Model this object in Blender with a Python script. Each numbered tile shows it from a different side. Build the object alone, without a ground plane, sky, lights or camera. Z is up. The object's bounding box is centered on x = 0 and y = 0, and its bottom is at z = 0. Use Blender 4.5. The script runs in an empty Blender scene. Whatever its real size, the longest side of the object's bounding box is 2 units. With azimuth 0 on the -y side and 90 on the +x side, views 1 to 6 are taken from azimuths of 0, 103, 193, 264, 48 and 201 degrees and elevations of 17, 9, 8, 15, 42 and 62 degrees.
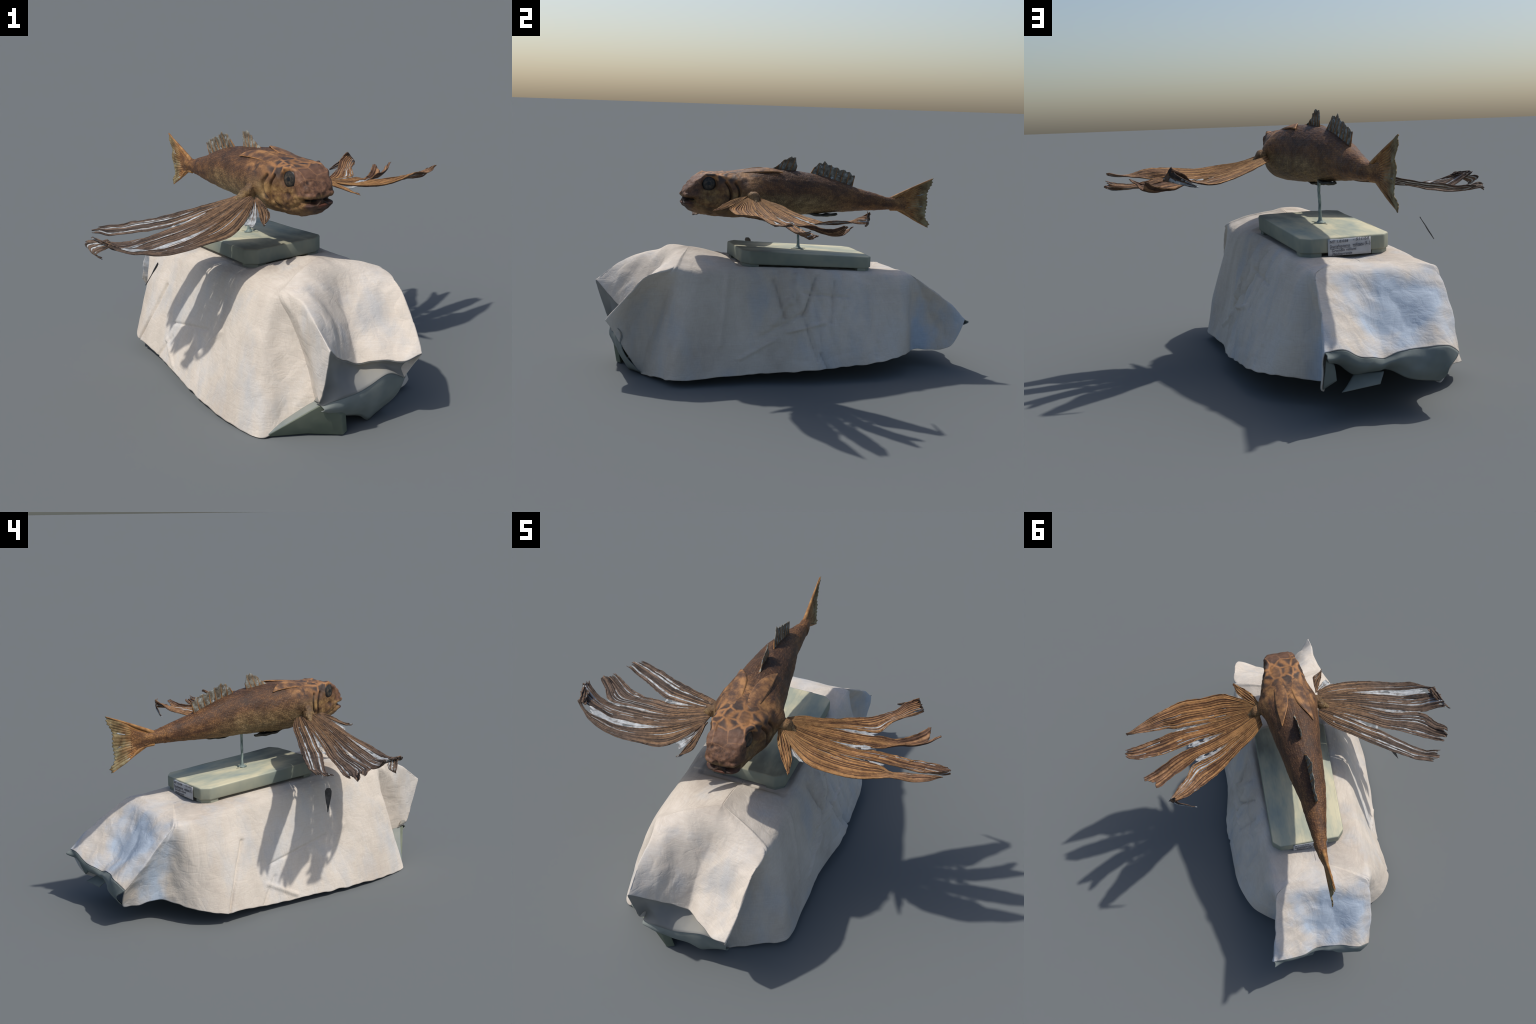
# A dried, stuffed flying gurnard on a small painted plinth, standing on a cloth-draped block.
import bpy, bmesh, math, random
import numpy as np
from mathutils import Matrix, Vector, noise

rng = np.random.default_rng(7)
random.seed(7)

# ------------------------------------------------------------------ frames
AX_A = np.array([-.49, .872, 0.0])      # block: towards the tail end
AX_B = np.array([.872, .49, 0.0])       # block: across
AX_F = np.array([-.522, .853, 0.0])     # fish: nose to tail
AX_W = np.array([.853, .522, 0.0])      # fish: across
UP = np.array([0, 0, 1.0])


def ab(a, b, z):
    return AX_A * a + AX_B * b + UP * z


def fw(f, w, z):
    return AX_F * f + AX_W * w + UP * z


FISH_FRAME = Matrix(((AX_F[0], AX_W[0], 0, 0), (AX_F[1], AX_W[1], 0, 0), (0, 0, 1, 0), (0, 0, 0, 1)))
# (w axis points to the fish's far side: the frame is left-handed, so mirror w for the object frame)
FISH_FRAME = Matrix(((AX_F[0], -AX_W[0], 0, 0), (AX_F[1], -AX_W[1], 0, 0), (0, 0, 1, 0), (0, 0, 0, 1)))


# ------------------------------------------------------------------ curve tools
def spline(pts, n, tension=1.0, ts=None):
    """Chord-length cubic Hermite through pts, n samples (or at parameters ts in 0..1)."""
    p = np.asarray(pts, float)
    if len(p) == 1:
        return np.repeat(p, n, 0)
    d = np.linalg.norm(np.diff(p, axis=0), axis=1)
    k = np.concatenate([[0], np.cumsum(np.maximum(d, 1e-5))])
    k /= k[-1]
    h = np.diff(k)
    sl = np.diff(p, axis=0) / h[:, None]
    m = np.empty_like(p)
    m[0], m[-1] = sl[0], sl[-1]
    for i in range(1, len(p) - 1):
        m[i] = (sl[i - 1] * h[i] + sl[i] * h[i - 1]) / (h[i - 1] + h[i])
    m = m * tension
    t = np.linspace(0, 1, n) if ts is None else np.clip(np.asarray(ts, float), 0, 1)
    j = np.clip(np.searchsorted(k, t, side="right") - 1, 0, len(h) - 1)
    u = ((t - k[j]) / h[j])[:, None]
    hh = h[j][:, None]
    return ((2 * u**3 - 3 * u**2 + 1) * p[j] + (u**3 - 2 * u**2 + u) * hh * m[j]
            + (-2 * u**3 + 3 * u**2) * p[j + 1] + (u**3 - u**2) * hh * m[j + 1])


def lerp_table(x, xs, ys):
    """Smooth (Hermite) table lookup for profile parameters."""
    xs = np.asarray(xs, float)
    pts = np.stack([xs, np.asarray(ys, float)], 1)
    h = np.diff(xs)
    sl = np.diff(pts[:, 1]) / h
    m = np.empty(len(xs))
    m[0], m[-1] = sl[0], sl[-1]
    m[1:-1] = (sl[:-1] * h[1:] + sl[1:] * h[:-1]) / (h[1:] + h[:-1])
    x = np.clip(x, xs[0], xs[-1])
    j = np.clip(np.searchsorted(xs, x, side="right") - 1, 0, len(h) - 1)
    u = (x - xs[j]) / h[j]
    return ((2 * u**3 - 3 * u**2 + 1) * pts[j, 1] + (u**3 - 2 * u**2 + u) * h[j] * m[j]
            + (-2 * u**3 + 3 * u**2) * pts[j + 1, 1] + (u**3 - u**2) * h[j] * m[j + 1])


def sstep(a, b, x):
    t = np.clip((np.asarray(x, float) - a) / (b - a), 0, 1)
    return t * t * (3 - 2 * t)


def nz(p, s=1.0, off=0.0):
    return noise.noise(Vector((p[0] * s + off, p[1] * s + off * .7, p[2] * s - off)))


def fbm(p, s, octv=3, off=0.0):
    v, a = 0.0, 1.0
    for _ in range(octv):
        v += a * nz(p, s, off)
        s *= 2.03
        a *= .5
    return v


# ------------------------------------------------------------------ object tools
def new_object(name, verts, faces, mat, parent=None, smooth=True, frame=None, kind=None):
    me = bpy.data.meshes.new(name)
    v = np.asarray(verts, float)
    if frame is not None:
        inv = np.array(frame.inverted())
        v = v @ inv[:3, :3].T + inv[:3, 3]
    me.from_pydata(v.tolist(), [], [list(map(int, f)) for f in faces])
    me.update()
    if mat:
        for m in (mat if isinstance(mat, (list, tuple)) else [mat]):
            me.materials.append(m)
    if smooth:
        me.shade_smooth()
    ob = bpy.data.objects.new(name, me)
    bpy.context.scene.collection.objects.link(ob)
    if parent:
        ob.parent = parent
    if frame is not None:
        ob.matrix_world = frame
        ob.matrix_basis = frame if not parent else parent.matrix_world.inverted() @ frame
    if kind:
        ob["kind"] = kind
    return ob


def fix_normals(ob):
    bm = bmesh.new()
    bm.from_mesh(ob.data)
    bmesh.ops.recalc_face_normals(bm, faces=bm.faces)
    bm.to_mesh(ob.data)
    bm.free()


def empty(name, loc, label, category):
    e = bpy.data.objects.new(name, None)
    bpy.context.scene.collection.objects.link(e)
    e.location = loc
    e["label"], e["category"] = label, category
    bpy.context.view_layer.update()
    return e


def to_parent(ob, parent):
    """Parent, keeping the object's world place."""
    bpy.context.view_layer.update()
    mw = ob.matrix_world.copy()
    ob.parent = parent
    ob.matrix_parent_inverse = parent.matrix_world.inverted()
    ob.matrix_world = mw


def grid_faces(nr, nc, wrap=False):
    f = []
    for i in range(nr - 1):
        for j in range(nc if wrap else nc - 1):
            k = (j + 1) % nc
            f.append((i * nc + j, i * nc + k, (i + 1) * nc + k, (i + 1) * nc + j))
    return f


def sheet(verts, faces, thick):
    """Give an open sheet real thickness: two skins and a rim."""
    v = np.asarray(verts, float)
    F = np.asarray(faces)
    nrm = np.zeros_like(v)
    fn = np.cross(v[F[:, 2]] - v[F[:, 0]], v[F[:, 3]] - v[F[:, 1]])
    for k in range(4):
        np.add.at(nrm, F[:, k], fn)
    nrm /= np.maximum(np.linalg.norm(nrm, axis=1), 1e-12)[:, None]
    n = len(v)
    vv = np.vstack([v + nrm * thick / 2, v - nrm * thick / 2])
    ff = [tuple(f) for f in F.tolist()] + [tuple(f) for f in (F[:, ::-1] + n).tolist()]
    e = np.vstack([F[:, [k, (k + 1) % 4]] for k in range(4)])
    key, rev = e[:, 0] * n + e[:, 1], e[:, 1] * n + e[:, 0]
    rim = e[~np.isin(key, rev)]
    ff += [(b, a, a + n, b + n) for a, b in rim.tolist()]
    return vv, ff


def tube(path, rad, seg=6, name="rod", flat=1.0):
    p = np.asarray(path, float)
    n = len(p)
    rad = np.broadcast_to(np.asarray(rad, float), (n,))
    t = np.gradient(p, axis=0)
    t /= np.maximum(np.linalg.norm(t, axis=1), 1e-9)[:, None]
    ref = np.array([0, 0, 1.0]) if abs(t[:, 2].mean()) < .8 else np.array([1.0, 0, 0])
    s = np.cross(t, ref)
    s /= np.maximum(np.linalg.norm(s, axis=1), 1e-9)[:, None]
    u = np.cross(s, t)
    vs = []
    for i in range(n):
        for k in range(seg):
            a = 2 * math.pi * k / seg
            vs.append(p[i] + rad[i] * (math.cos(a) * s[i] + flat * math.sin(a) * u[i]))
    fs = grid_faces(n, seg, True)
    fs.append(tuple(reversed(range(seg))))
    fs.append(tuple(range((n - 1) * seg, n * seg)))
    return np.array(vs), fs


# ------------------------------------------------------------------ materials
class Nodes:
    def __init__(self, name, rough=.7, spec=.3):
        self.m = bpy.data.materials.new(name)
        self.m.use_nodes = True
        self.t = self.m.node_tree
        self.b = self.t.nodes["Principled BSDF"]
        self.b.inputs["Roughness"].default_value = rough
        self.b.inputs["Specular IOR Level"].default_value = spec
        self.tc = self.t.nodes.new("ShaderNodeTexCoord")

    def put(self, sock, v):
        if hasattr(v, "links"):
            self.t.links.new(v, sock)
        else:
            sock.default_value = v

    def mapping(self, scale=(1, 1, 1), loc=(0, 0, 0), rot=(0, 0, 0), src=None):
        n = self.t.nodes.new("ShaderNodeMapping")
        self.put(n.inputs["Vector"], src or self.tc.outputs["Object"])
        n.inputs["Scale"].default_value = scale
        n.inputs["Location"].default_value = loc
        n.inputs["Rotation"].default_value = rot
        return n.outputs[0]

    def noise(self, scale, vec=None, detail=4, rough=.55, dist=0.0):
        n = self.t.nodes.new("ShaderNodeTexNoise")
        self.put(n.inputs["Vector"], vec or self.tc.outputs["Object"])
        n.inputs["Scale"].default_value = scale
        n.inputs["Detail"].default_value = detail
        n.inputs["Roughness"].default_value = rough
        n.inputs["Distortion"].default_value = dist
        return n.outputs[0]

    def voronoi(self, scale, vec=None, feature="F1", rand=1.0):
        n = self.t.nodes.new("ShaderNodeTexVoronoi")
        n.feature = feature
        self.put(n.inputs["Vector"], vec or self.tc.outputs["Object"])
        n.inputs["Scale"].default_value = scale
        n.inputs["Randomness"].default_value = rand
        return n.outputs["Distance"]

    def ramp(self, fac, stops):
        n = self.t.nodes.new("ShaderNodeValToRGB")
        self.put(n.inputs[0], fac)
        e = n.color_ramp.elements
        while len(e) < len(stops):
            e.new(.5)
        for k, (pos, col) in zip(e, stops):
            k.position = pos
            k.color = (*col, 1) if not isinstance(col, (int, float)) else (col, col, col, 1)
        return n.outputs[0]

    def mix(self, fac, a, b, mode="MIX"):
        n = self.t.nodes.new("ShaderNodeMix")
        n.data_type = "RGBA"
        n.blend_type = mode
        self.put(n.inputs[0], fac)
        for s, v in ((n.inputs[6], a), (n.inputs[7], b)):
            self.put(s, v if hasattr(v, "links") else (*v, 1))
        return n.outputs[2]

    def math(self, op, a, b=0.0, c=0.0):
        n = self.t.nodes.new("ShaderNodeMath")
        n.operation = op
        self.put(n.inputs[0], a)
        self.put(n.inputs[1], b)
        self.put(n.inputs[2], c)
        return n.outputs[0]

    def xyz(self, src=None):
        n = self.t.nodes.new("ShaderNodeSeparateXYZ")
        self.put(n.inputs[0], src or self.tc.outputs["Object"])
        return n.outputs

    def vec(self, x, y, z):
        n = self.t.nodes.new("ShaderNodeCombineXYZ")
        for s, v in zip(n.inputs, (x, y, z)):
            self.put(s, v)
        return n.outputs[0]

    def smooth(self, v, lo, hi):
        n = self.t.nodes.new("ShaderNodeMapRange")
        n.interpolation_type = "SMOOTHSTEP"
        self.put(n.inputs[0], v)
        n.inputs[1].default_value, n.inputs[2].default_value = lo, hi
        return n.outputs[0]

    def bump(self, h, strength=.3, dist=.01, prev=None):
        n = self.t.nodes.new("ShaderNodeBump")
        self.put(n.inputs["Height"], h)
        n.inputs["Strength"].default_value = strength
        n.inputs["Distance"].default_value = dist
        if prev is not None:
            self.put(n.inputs["Normal"], prev)
        return n.outputs[0]

    def done(self, col, normal=None, rough=None):
        self.put(self.b.inputs["Base Color"], col if hasattr(col, "links") else (*col, 1))
        if normal is not None:
            self.put(self.b.inputs["Normal"], normal)
        if rough is not None:
            self.put(self.b.inputs["Roughness"], rough)
        return self.m


def mat_cloth():
    # object frame = block frame: x along the block, y across, z up
    n = Nodes("creased_cotton_cloth", .95, .12)
    x, y, z = n.xyz()[:3]
    big = n.noise(2.6, n.mapping((1, 1, .6)), 6, .6)
    warm = n.ramp(big, [(.32, (.49, .425, .36)), (.46, (.58, .515, .44)), (.58, (.645, .575, .495)), (.7, (.63, .59, .54))])
    cool = n.ramp(n.noise(5.5, n.mapping((1.3, 1.3, .45)), 5), [(.50, 0.0), (.70, .60)])  # cool patches tint the cotton with the scan's uneven baked light
    c = n.mix(cool, warm, (.46, .475, .49))
    # blue-grey wash painted on the tail-end flap: bluish light baked in the scan
    tail = n.smooth(x, .66, .74)
    light_tint = n.math("MULTIPLY", tail, n.ramp(n.noise(4.2, n.mapping((1, 1, .7)), 4), [(.40, .0), (.58, .95)]))
    c = n.mix(light_tint, c, (.43, .50, .585))
    # woven ribs and fine fibre
    rib = n.noise(1.0, n.mapping((16, 16, 420)), 2)
    warp = n.noise(1.0, n.mapping((300, 300, 12)), 2)
    c = n.mix(.20, c, n.ramp(rib, [(.35, .40), (.65, .62)]), "OVERLAY")
    c = n.mix(.16, c, n.ramp(warp, [(.35, .40), (.65, .60)]), "OVERLAY")
    # fine pressed wrinkles
    h = n.math("ADD", n.math("MULTIPLY", rib, .6), n.math("MULTIPLY", warp, .4))
    nb = n.bump(h, .22, .004)
    w1 = n.math("ABSOLUTE", n.math("SUBTRACT", n.noise(7.5, n.mapping((1, 1, .45)), 4, .5, .8), .5))
    w2 = n.math("ABSOLUTE", n.math("SUBTRACT", n.noise(15, n.mapping((.7, .7, 1.2), (3, 1, 2)), 4, .5, .5), .5))
    cr = n.math("ADD", n.ramp(w1, [(.0, .0), (.10, 1.0)]), n.math("MULTIPLY", n.ramp(w2, [(.0, .0), (.08, 1.0)]), .5))
    nb = n.bump(cr, .16, .008, nb)
    line = n.math("MULTIPLY", n.ramp(w1, [(.0, 1.0), (.022, .0)]), .08)
    c = n.mix(line, c, (.30, .285, .27))
    return n.done(c, nb)


def mat_darkened_underside():
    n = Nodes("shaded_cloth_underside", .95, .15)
    c = n.ramp(n.noise(4.0, detail=4), [(.3, (.13, .155, .15)), (.55, (.20, .225, .215)), (.75, (.27, .28, .25))])  # same white cloth, base colour darkened to teal-grey for its shade
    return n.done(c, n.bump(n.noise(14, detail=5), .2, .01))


def mat_darkened_roll():
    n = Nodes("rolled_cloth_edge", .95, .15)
    c = n.ramp(n.noise(3.5, detail=3), [(.35, (.20, .205, .205)), (.55, (.27, .265, .245)), (.72, (.36, .32, .24))])  # white cloth greyed down to the dim light under the flap
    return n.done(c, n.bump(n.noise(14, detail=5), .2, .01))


def mat_block():
    n = Nodes("green_painted_block", .8, .25)
    c = n.ramp(n.noise(5, detail=5), [(.35, (.10, .125, .095)), (.65, (.165, .185, .14))])
    return n.done(c, n.bump(n.noise(30, detail=4), .12, .004))


def mat_plinth():
    n = Nodes("aged_grey_green_paint", .75, .3)
    big = n.noise(4.5, n.mapping((1, 2.2, 1)), 4)
    c = n.ramp(big, [(.3, (.30, .345, .31)), (.45, (.42, .435, .335)), (.62, (.60, .555, .385))])
    spots = n.ramp(n.voronoi(38), [(.0, 1.0), (.1, .0)])
    c = n.mix(n.math("MULTIPLY", spots, .35), c, (.17, .20, .16))
    scr = n.ramp(n.noise(1.0, n.mapping((8, 160, 60)), 3), [(.30, .8), (.42, .0)])
    c = n.mix(n.math("MULTIPLY", scr, .25), c, (.18, .20, .17))
    hd = n.math("SUBTRACT", 1.0, n.smooth(n.math("ADD", n.xyz()[0], n.math("MULTIPLY", n.math("SUBTRACT", big, .5), .5)), -.24, .02))  # head end mixed towards a darker brown
    c = n.mix(n.math("MULTIPLY", hd, .65), c, n.ramp(n.noise(12, detail=5), [(.35, (.15, .13, .085)), (.65, (.27, .25, .175))]))
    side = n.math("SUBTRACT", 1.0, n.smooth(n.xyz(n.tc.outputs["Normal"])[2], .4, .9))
    c = n.mix(n.math("MULTIPLY", side, .85), c, n.ramp(big, [(.3, (.165, .195, .17)), (.7, (.285, .29, .22))]))  # side faces get a darker paint colour to match their shade
    return n.done(c, n.bump(n.noise(60, detail=5), .1, .003))


def mat_rod():
    n = Nodes("verdigris_rod", .65, .4)
    c = n.ramp(n.noise(60, n.mapping((1, 1, .5)), 4), [(.35, (.10, .14, .14)), (.65, (.30, .37, .34))])
    return n.done(c, n.bump(n.noise(120), .3, .004))


def mat_plain(name, col, rough=.8, var=.25, scale=30, spec=.25):
    n = Nodes(name, rough, spec)
    lo = tuple(v * (1 - var) for v in col)
    hi = tuple(v * (1 + var) for v in col)
    return n.done(n.ramp(n.noise(scale, detail=5), [(.35, lo), (.65, hi)]), n.bump(n.noise(scale * 4), .12, .002))


def scale_rows(n):
    """Small overlapping scales in rows over the flanks; the pattern is laid out on the side plane."""
    x, y, z = n.xyz()[:3]
    v = n.vec(n.math("MULTIPLY", x, .85), n.math("MULTIPLY", y, .6), z)
    return n.voronoi(140, v, "F1", .45)


def skin_colour(n):
    x, y, z = n.xyz()[:3]
    big = n.noise(6, n.mapping((.6, 1, 1)), 6, .65)
    mid = n.noise(22, n.mapping((.5, 1, 1)), 6, .7)
    f = n.math("ADD", n.math("MULTIPLY", big, .55), n.math("MULTIPLY", mid, .45))
    back = n.ramp(f, [(.38, (.045, .024, .014)), (.46, (.10, .048, .023)), (.54, (.19, .088, .036)), (.64, (.33, .16, .06))])
    tan = n.ramp(mid, [(.36, (.15, .085, .033)), (.5, (.31, .20, .085)), (.66, (.46, .32, .155))])
    wav = n.math("MULTIPLY", n.math("SUBTRACT", n.noise(5, n.mapping((.5, 1, 1.5), (2, 0, 0)), 4), .5), .20)
    low = n.math("SUBTRACT", 1.0, n.smooth(n.math("ADD", n.math("MULTIPLY_ADD", x, .10, z), wav), .90, .985))
    thin = n.math("SUBTRACT", 1.0, n.smooth(x, .12, .55))
    c = n.mix(n.math("MULTIPLY", n.math("MULTIPLY", low, thin), .95), back, tan)
    ridge = n.smooth(n.math("ADD", n.math("MULTIPLY_ADD", x, .17, z), wav), 1.0, 1.06)
    c = n.mix(n.math("MULTIPLY", ridge, .55), c, n.ramp(mid, [(.38, (.04, .022, .015)), (.62, (.13, .062, .032))]))
    # redder, warmer towards the tail
    c = n.mix(n.math("MULTIPLY", n.smooth(x, .12, .62), .62), c,
              n.ramp(f, [(.38, (.065, .028, .013)), (.47, (.19, .08, .028)), (.56, (.36, .165, .052)), (.66, (.52, .27, .09))]))
    # rows of scales: dark rims, tan middles
    sc = scale_rows(n)
    body = n.smooth(x, -.30, -.16)
    rim = n.ramp(sc, [(.30, .0), (.60, 1.0)])
    c = n.mix(n.math("MULTIPLY", n.math("MULTIPLY", rim, body), .55), c, (.045, .021, .011))
    dot = n.ramp(sc, [(.0, 1.0), (.24, .0)])
    c = n.mix(n.math("MULTIPLY", n.math("MULTIPLY", dot, body), .38), c, (.55, .34, .14))
    # broken dark stripe along the flank
    stripe = n.math("ABSOLUTE", n.math("SUBTRACT", z, n.math("MULTIPLY_ADD", x, -.07, .925)))
    st = n.math("MULTIPLY", n.math("SUBTRACT", 1.0, n.smooth(stripe, .003, .018)), n.smooth(x, .2, .5))
    c = n.mix(n.math("MULTIPLY", st, n.ramp(mid, [(.4, .7), (.6, .2)])), c, (.05, .02, .01))
    return c, sc, body, big, mid


def mat_skin():
    n = Nodes("dried_scaly_skin", .62, .35)
    c, sc, body, big, mid = skin_colour(n)
    x, y, z = n.xyz()[:3]
    # skull: bony plates with orange seams, spotted dark in the middle
    head = n.math("SUBTRACT", 1.0, n.smooth(n.math("ADD", x, n.math("MULTIPLY", n.math("SUBTRACT", big, .5), .16)), -.20, -.07))
    roof = n.math("MULTIPLY", n.smooth(z, 1.0, 1.035), head)
    body = n.math("MULTIPLY", body, n.math("SUBTRACT", 1.0, n.math("MULTIPLY", roof, .85)))
    wob = n.noise(18, detail=4)
    px = n.math("ADD", x, n.math("MULTIPLY", n.math("SUBTRACT", wob, .5), .035))
    yy = n.math("ADD", y, -.078)
    pv = n.vec(n.math("MULTIPLY", px, 1.0), n.math("MULTIPLY", yy, 1.05), n.math("MULTIPLY", z, .8))
    edge = n.voronoi(16.5, pv, "DISTANCE_TO_EDGE", .62)
    rear = n.smooth(x, -.47, -.40)
    grow = n.math("MULTIPLY_ADD", rear, .050, .032)          # seams widen up the skull
    rel = n.math("ADD", n.math("DIVIDE", edge, grow), n.math("MULTIPLY", n.math("SUBTRACT", mid, .5), .9))
    plate = n.mix(n.noise(40, detail=6, rough=.7), (.09, .046, .029), (.25, .125, .072))
    core = n.mix(rear, plate, n.mix(n.smooth(rel, 1.0, 2.4), (.13, .070, .042), (.060, .040, .031)))
    seam = n.mix(rear, (.27, .135, .068), n.mix(mid, (.42, .20, .075), (.31, .145, .054)))
    skull = n.mix(n.smooth(rel, .2, 1.7), seam, core)
    blotch = n.ramp(n.noise(15, detail=6, rough=.66, dist=.3), [(.39, (.06, .034, .023)), (.50, (.20, .096, .040)), (.62, (.40, .20, .072))])
    nape = n.smooth(x, -.31, -.235)
    skull = n.mix(nape, skull, blotch)
    top = n.math("MULTIPLY", n.smooth(z, .985, 1.022), head)
    # cheeks: olive tan with brown mottling
    cheek = n.ramp(n.noise(13, detail=7, rough=.72), [(.38, (.055, .027, .015)), (.48, (.17, .088, .034)), (.60, (.33, .20, .075))])
    chk = n.math("SUBTRACT", 1.0, n.smooth(x, -.30, -.24))
    c = n.mix(chk, c, cheek)
    upper = n.smooth(z, .955, .985)
    c = n.mix(n.math("MULTIPLY", n.math("MULTIPLY", upper, chk), .75), c, n.ramp(mid, [(.35, (.065, .033, .02)), (.6, (.17, .082, .04))]))
    front = n.math("MULTIPLY", n.math("SUBTRACT", 1.0, n.smooth(x, -.485, -.43)), n.smooth(z, .925, .945))
    snout = n.ramp(n.noise(34, detail=7, rough=.72), [(.36, (.065, .032, .020)), (.5, (.155, .075, .042)), (.66, (.27, .135, .068))])
    line = n.mix(n.smooth(z, .972, .995), snout, (.27, .135, .068))
    c = n.mix(front, c, n.mix(n.smooth(rel, .1, 1.1), line, snout))
    jaw = n.math("SUBTRACT", 1.0, n.smooth(z, .845, .895))
    c = n.mix(n.math("MULTIPLY", n.math("MULTIPLY", jaw, chk), .7), c, n.ramp(mid, [(.35, (.07, .036, .018)), (.65, (.19, .115, .05))]))
    c = n.mix(top, c, skull)
    lips = n.math("MULTIPLY", n.math("SUBTRACT", 1.0, n.smooth(x, -.525, -.485)), n.math("SUBTRACT", 1.0, n.smooth(z, .920, .934)))
    c = n.mix(n.math("MULTIPLY", lips, .9), c, n.ramp(mid, [(.4, (.02, .010, .008)), (.60, (.075, .030, .019)), (.74, (.17, .068, .036))]))
    # nostril pits
    for s in (1, -1):
        d = n.vec(n.math("ADD", x, .497), n.math("ADD", y, -(.084 - s * .047)), n.math("SUBTRACT", z, .985))
        ln = n.t.nodes.new("ShaderNodeVectorMath")
        ln.operation = "LENGTH"
        n.put(ln.inputs[0], d)
        c = n.mix(n.math("MULTIPLY", n.math("SUBTRACT", 1.0, n.smooth(ln.outputs["Value"], .006, .016)), .85), c, (.022, .014, .012))
    # dark open edges of the gill cover and shoulder
    for cx, cz, rr, zlo, zhi, wd in ((-.43, .935, .116, .868, .998, .0065), (-.36, .95, .0905, .895, 1.0, .0085)):
        dx, dz = n.math("SUBTRACT", x, cx), n.math("SUBTRACT", z, cz)
        r = n.math("SQRT", n.math("ADD", n.math("MULTIPLY", dx, dx), n.math("MULTIPLY", dz, dz)))
        r = n.math("ADD", r, n.math("MULTIPLY", n.math("SUBTRACT", mid, .5), .008))
        ln = n.math("SUBTRACT", 1.0, n.smooth(n.math("ABSOLUTE", n.math("SUBTRACT", r, rr)), wd * .25, wd))
        ln = n.math("MULTIPLY", ln, n.math("MULTIPLY", n.smooth(z, zlo - .012, zlo + .012), n.math("SUBTRACT", 1.0, n.smooth(z, zhi - .012, zhi + .012))))
        ln = n.math("MULTIPLY", ln, n.smooth(dx, .01, .05))
        c = n.mix(n.math("MULTIPLY", ln, .85), c, (.018, .010, .008))
    # overall grime
    grime = n.ramp(n.noise(9, detail=7, rough=.72, dist=.3), [(.44, .0), (.60, .6)])
    c = n.mix(n.math("MULTIPLY", grime, .75), c, n.mix(.75, c, (.02, .012, .009)))
    nb = n.bump(n.math("MULTIPLY", n.math("SUBTRACT", 1.0, sc), body), .40, .005)
    nb = n.bump(n.noise(70, detail=6, rough=.7), .42, .007, nb)
    return n.done(c, nb, n.ramp(mid, [(.3, .5), (.7, .75)]))


def mat_spine():
    n = Nodes("bony_plate", .6, .35)
    mid = n.noise(17, detail=6, rough=.66, dist=.3)
    return n.done(n.ramp(mid, [(.38, (.085, .046, .029)), (.50, (.20, .10, .045)), (.62, (.36, .18, .068))]),
                  n.bump(n.noise(90, detail=4), .3, .004))


def polar(n, k_ang, k_rad):
    """Fan coordinates about the fin's root: angle spread wide, radius stretched along the rays."""
    x, y, z = n.xyz()[:3]
    ang = n.math("ARCTAN2", y, x)
    rad = n.math("SQRT", n.math("ADD", n.math("MULTIPLY", x, x), n.math("MULTIPLY", y, y)))
    return n.vec(n.math("MULTIPLY", ang, k_ang), n.math("MULTIPLY", rad, k_rad), 0.0), rad


def mat_fin(name, col, far, far_at=(.25, .75), tone=.6):
    """One shade of a dried fin skin; the stripes themselves are separate lanes of the sheet."""
    n = Nodes(name, .7, .25)
    x, y, z = n.xyz()[:3]
    rad = n.math("SQRT", n.math("ADD", n.math("MULTIPLY", x, x), n.math("MULTIPLY", y, y)))
    f = n.math("ADD", n.math("MULTIPLY", n.noise(16, detail=6, rough=.68), .6), n.math("MULTIPLY", n.noise(70, detail=4), .4))
    c = n.ramp(f, [(.36, tuple(v * .5 for v in col)), (.5, col), (.64, tuple(v * 1.5 for v in col))])
    out = n.math("MULTIPLY", n.smooth(n.math("ADD", rad, n.math("MULTIPLY", n.math("SUBTRACT", n.noise(5), .5), .4)), *far_at), tone)
    c = n.mix(out, c, n.ramp(f, [(.38, tuple(v * .5 for v in far)), (.5, far), (.62, tuple(v * 1.35 for v in far))]))
    nb = n.bump(n.noise(90, detail=5), .3, .003)
    m = n.done(c, nb)
    tr = n.t.nodes.new("ShaderNodeBsdfTranslucent")
    n.put(tr.inputs[0], c)
    mx = n.t.nodes.new("ShaderNodeMixShader")
    mx.inputs[0].default_value = .12
    n.t.links.new(n.b.outputs[0], mx.inputs[1])
    n.t.links.new(tr.outputs[0], mx.inputs[2])
    n.t.links.new(mx.outputs[0], n.t.nodes["Material Output"].inputs[0])
    return m


def mat_torn():
    n = Nodes("bleached_torn_membrane", .75, .25)
    c = n.ramp(n.noise(35, detail=5), [(.34, (.17, .165, .16)), (.48, (.34, .355, .36)), (.66, (.50, .515, .52))])
    return n.done(c, n.bump(n.noise(80), .3, .003))


def mat_tail_web():
    n = Nodes("grey_green_fin_web", .7, .25)
    c = n.ramp(n.noise(22, detail=6, rough=.65), [(.33, (.09, .055, .025)), (.47, (.20, .14, .065)), (.60, (.28, .235, .13)), (.74, (.32, .315, .23))])
    x = n.xyz()[0]
    root = n.math("SUBTRACT", 1.0, n.smooth(n.math("ADD", x, n.math("MULTIPLY", n.math("SUBTRACT", n.noise(18), .5), .14)), .755, .86))
    c = n.mix(root, c, n.ramp(n.noise(22, n.mapping((.5, 1, 1)), 6, .7), [(.38, (.065, .028, .013)), (.48, (.20, .085, .03)), (.58, (.37, .17, .054))]))
    return n.done(c, n.bump(n.noise(60, detail=5), .35, .004))


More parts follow.
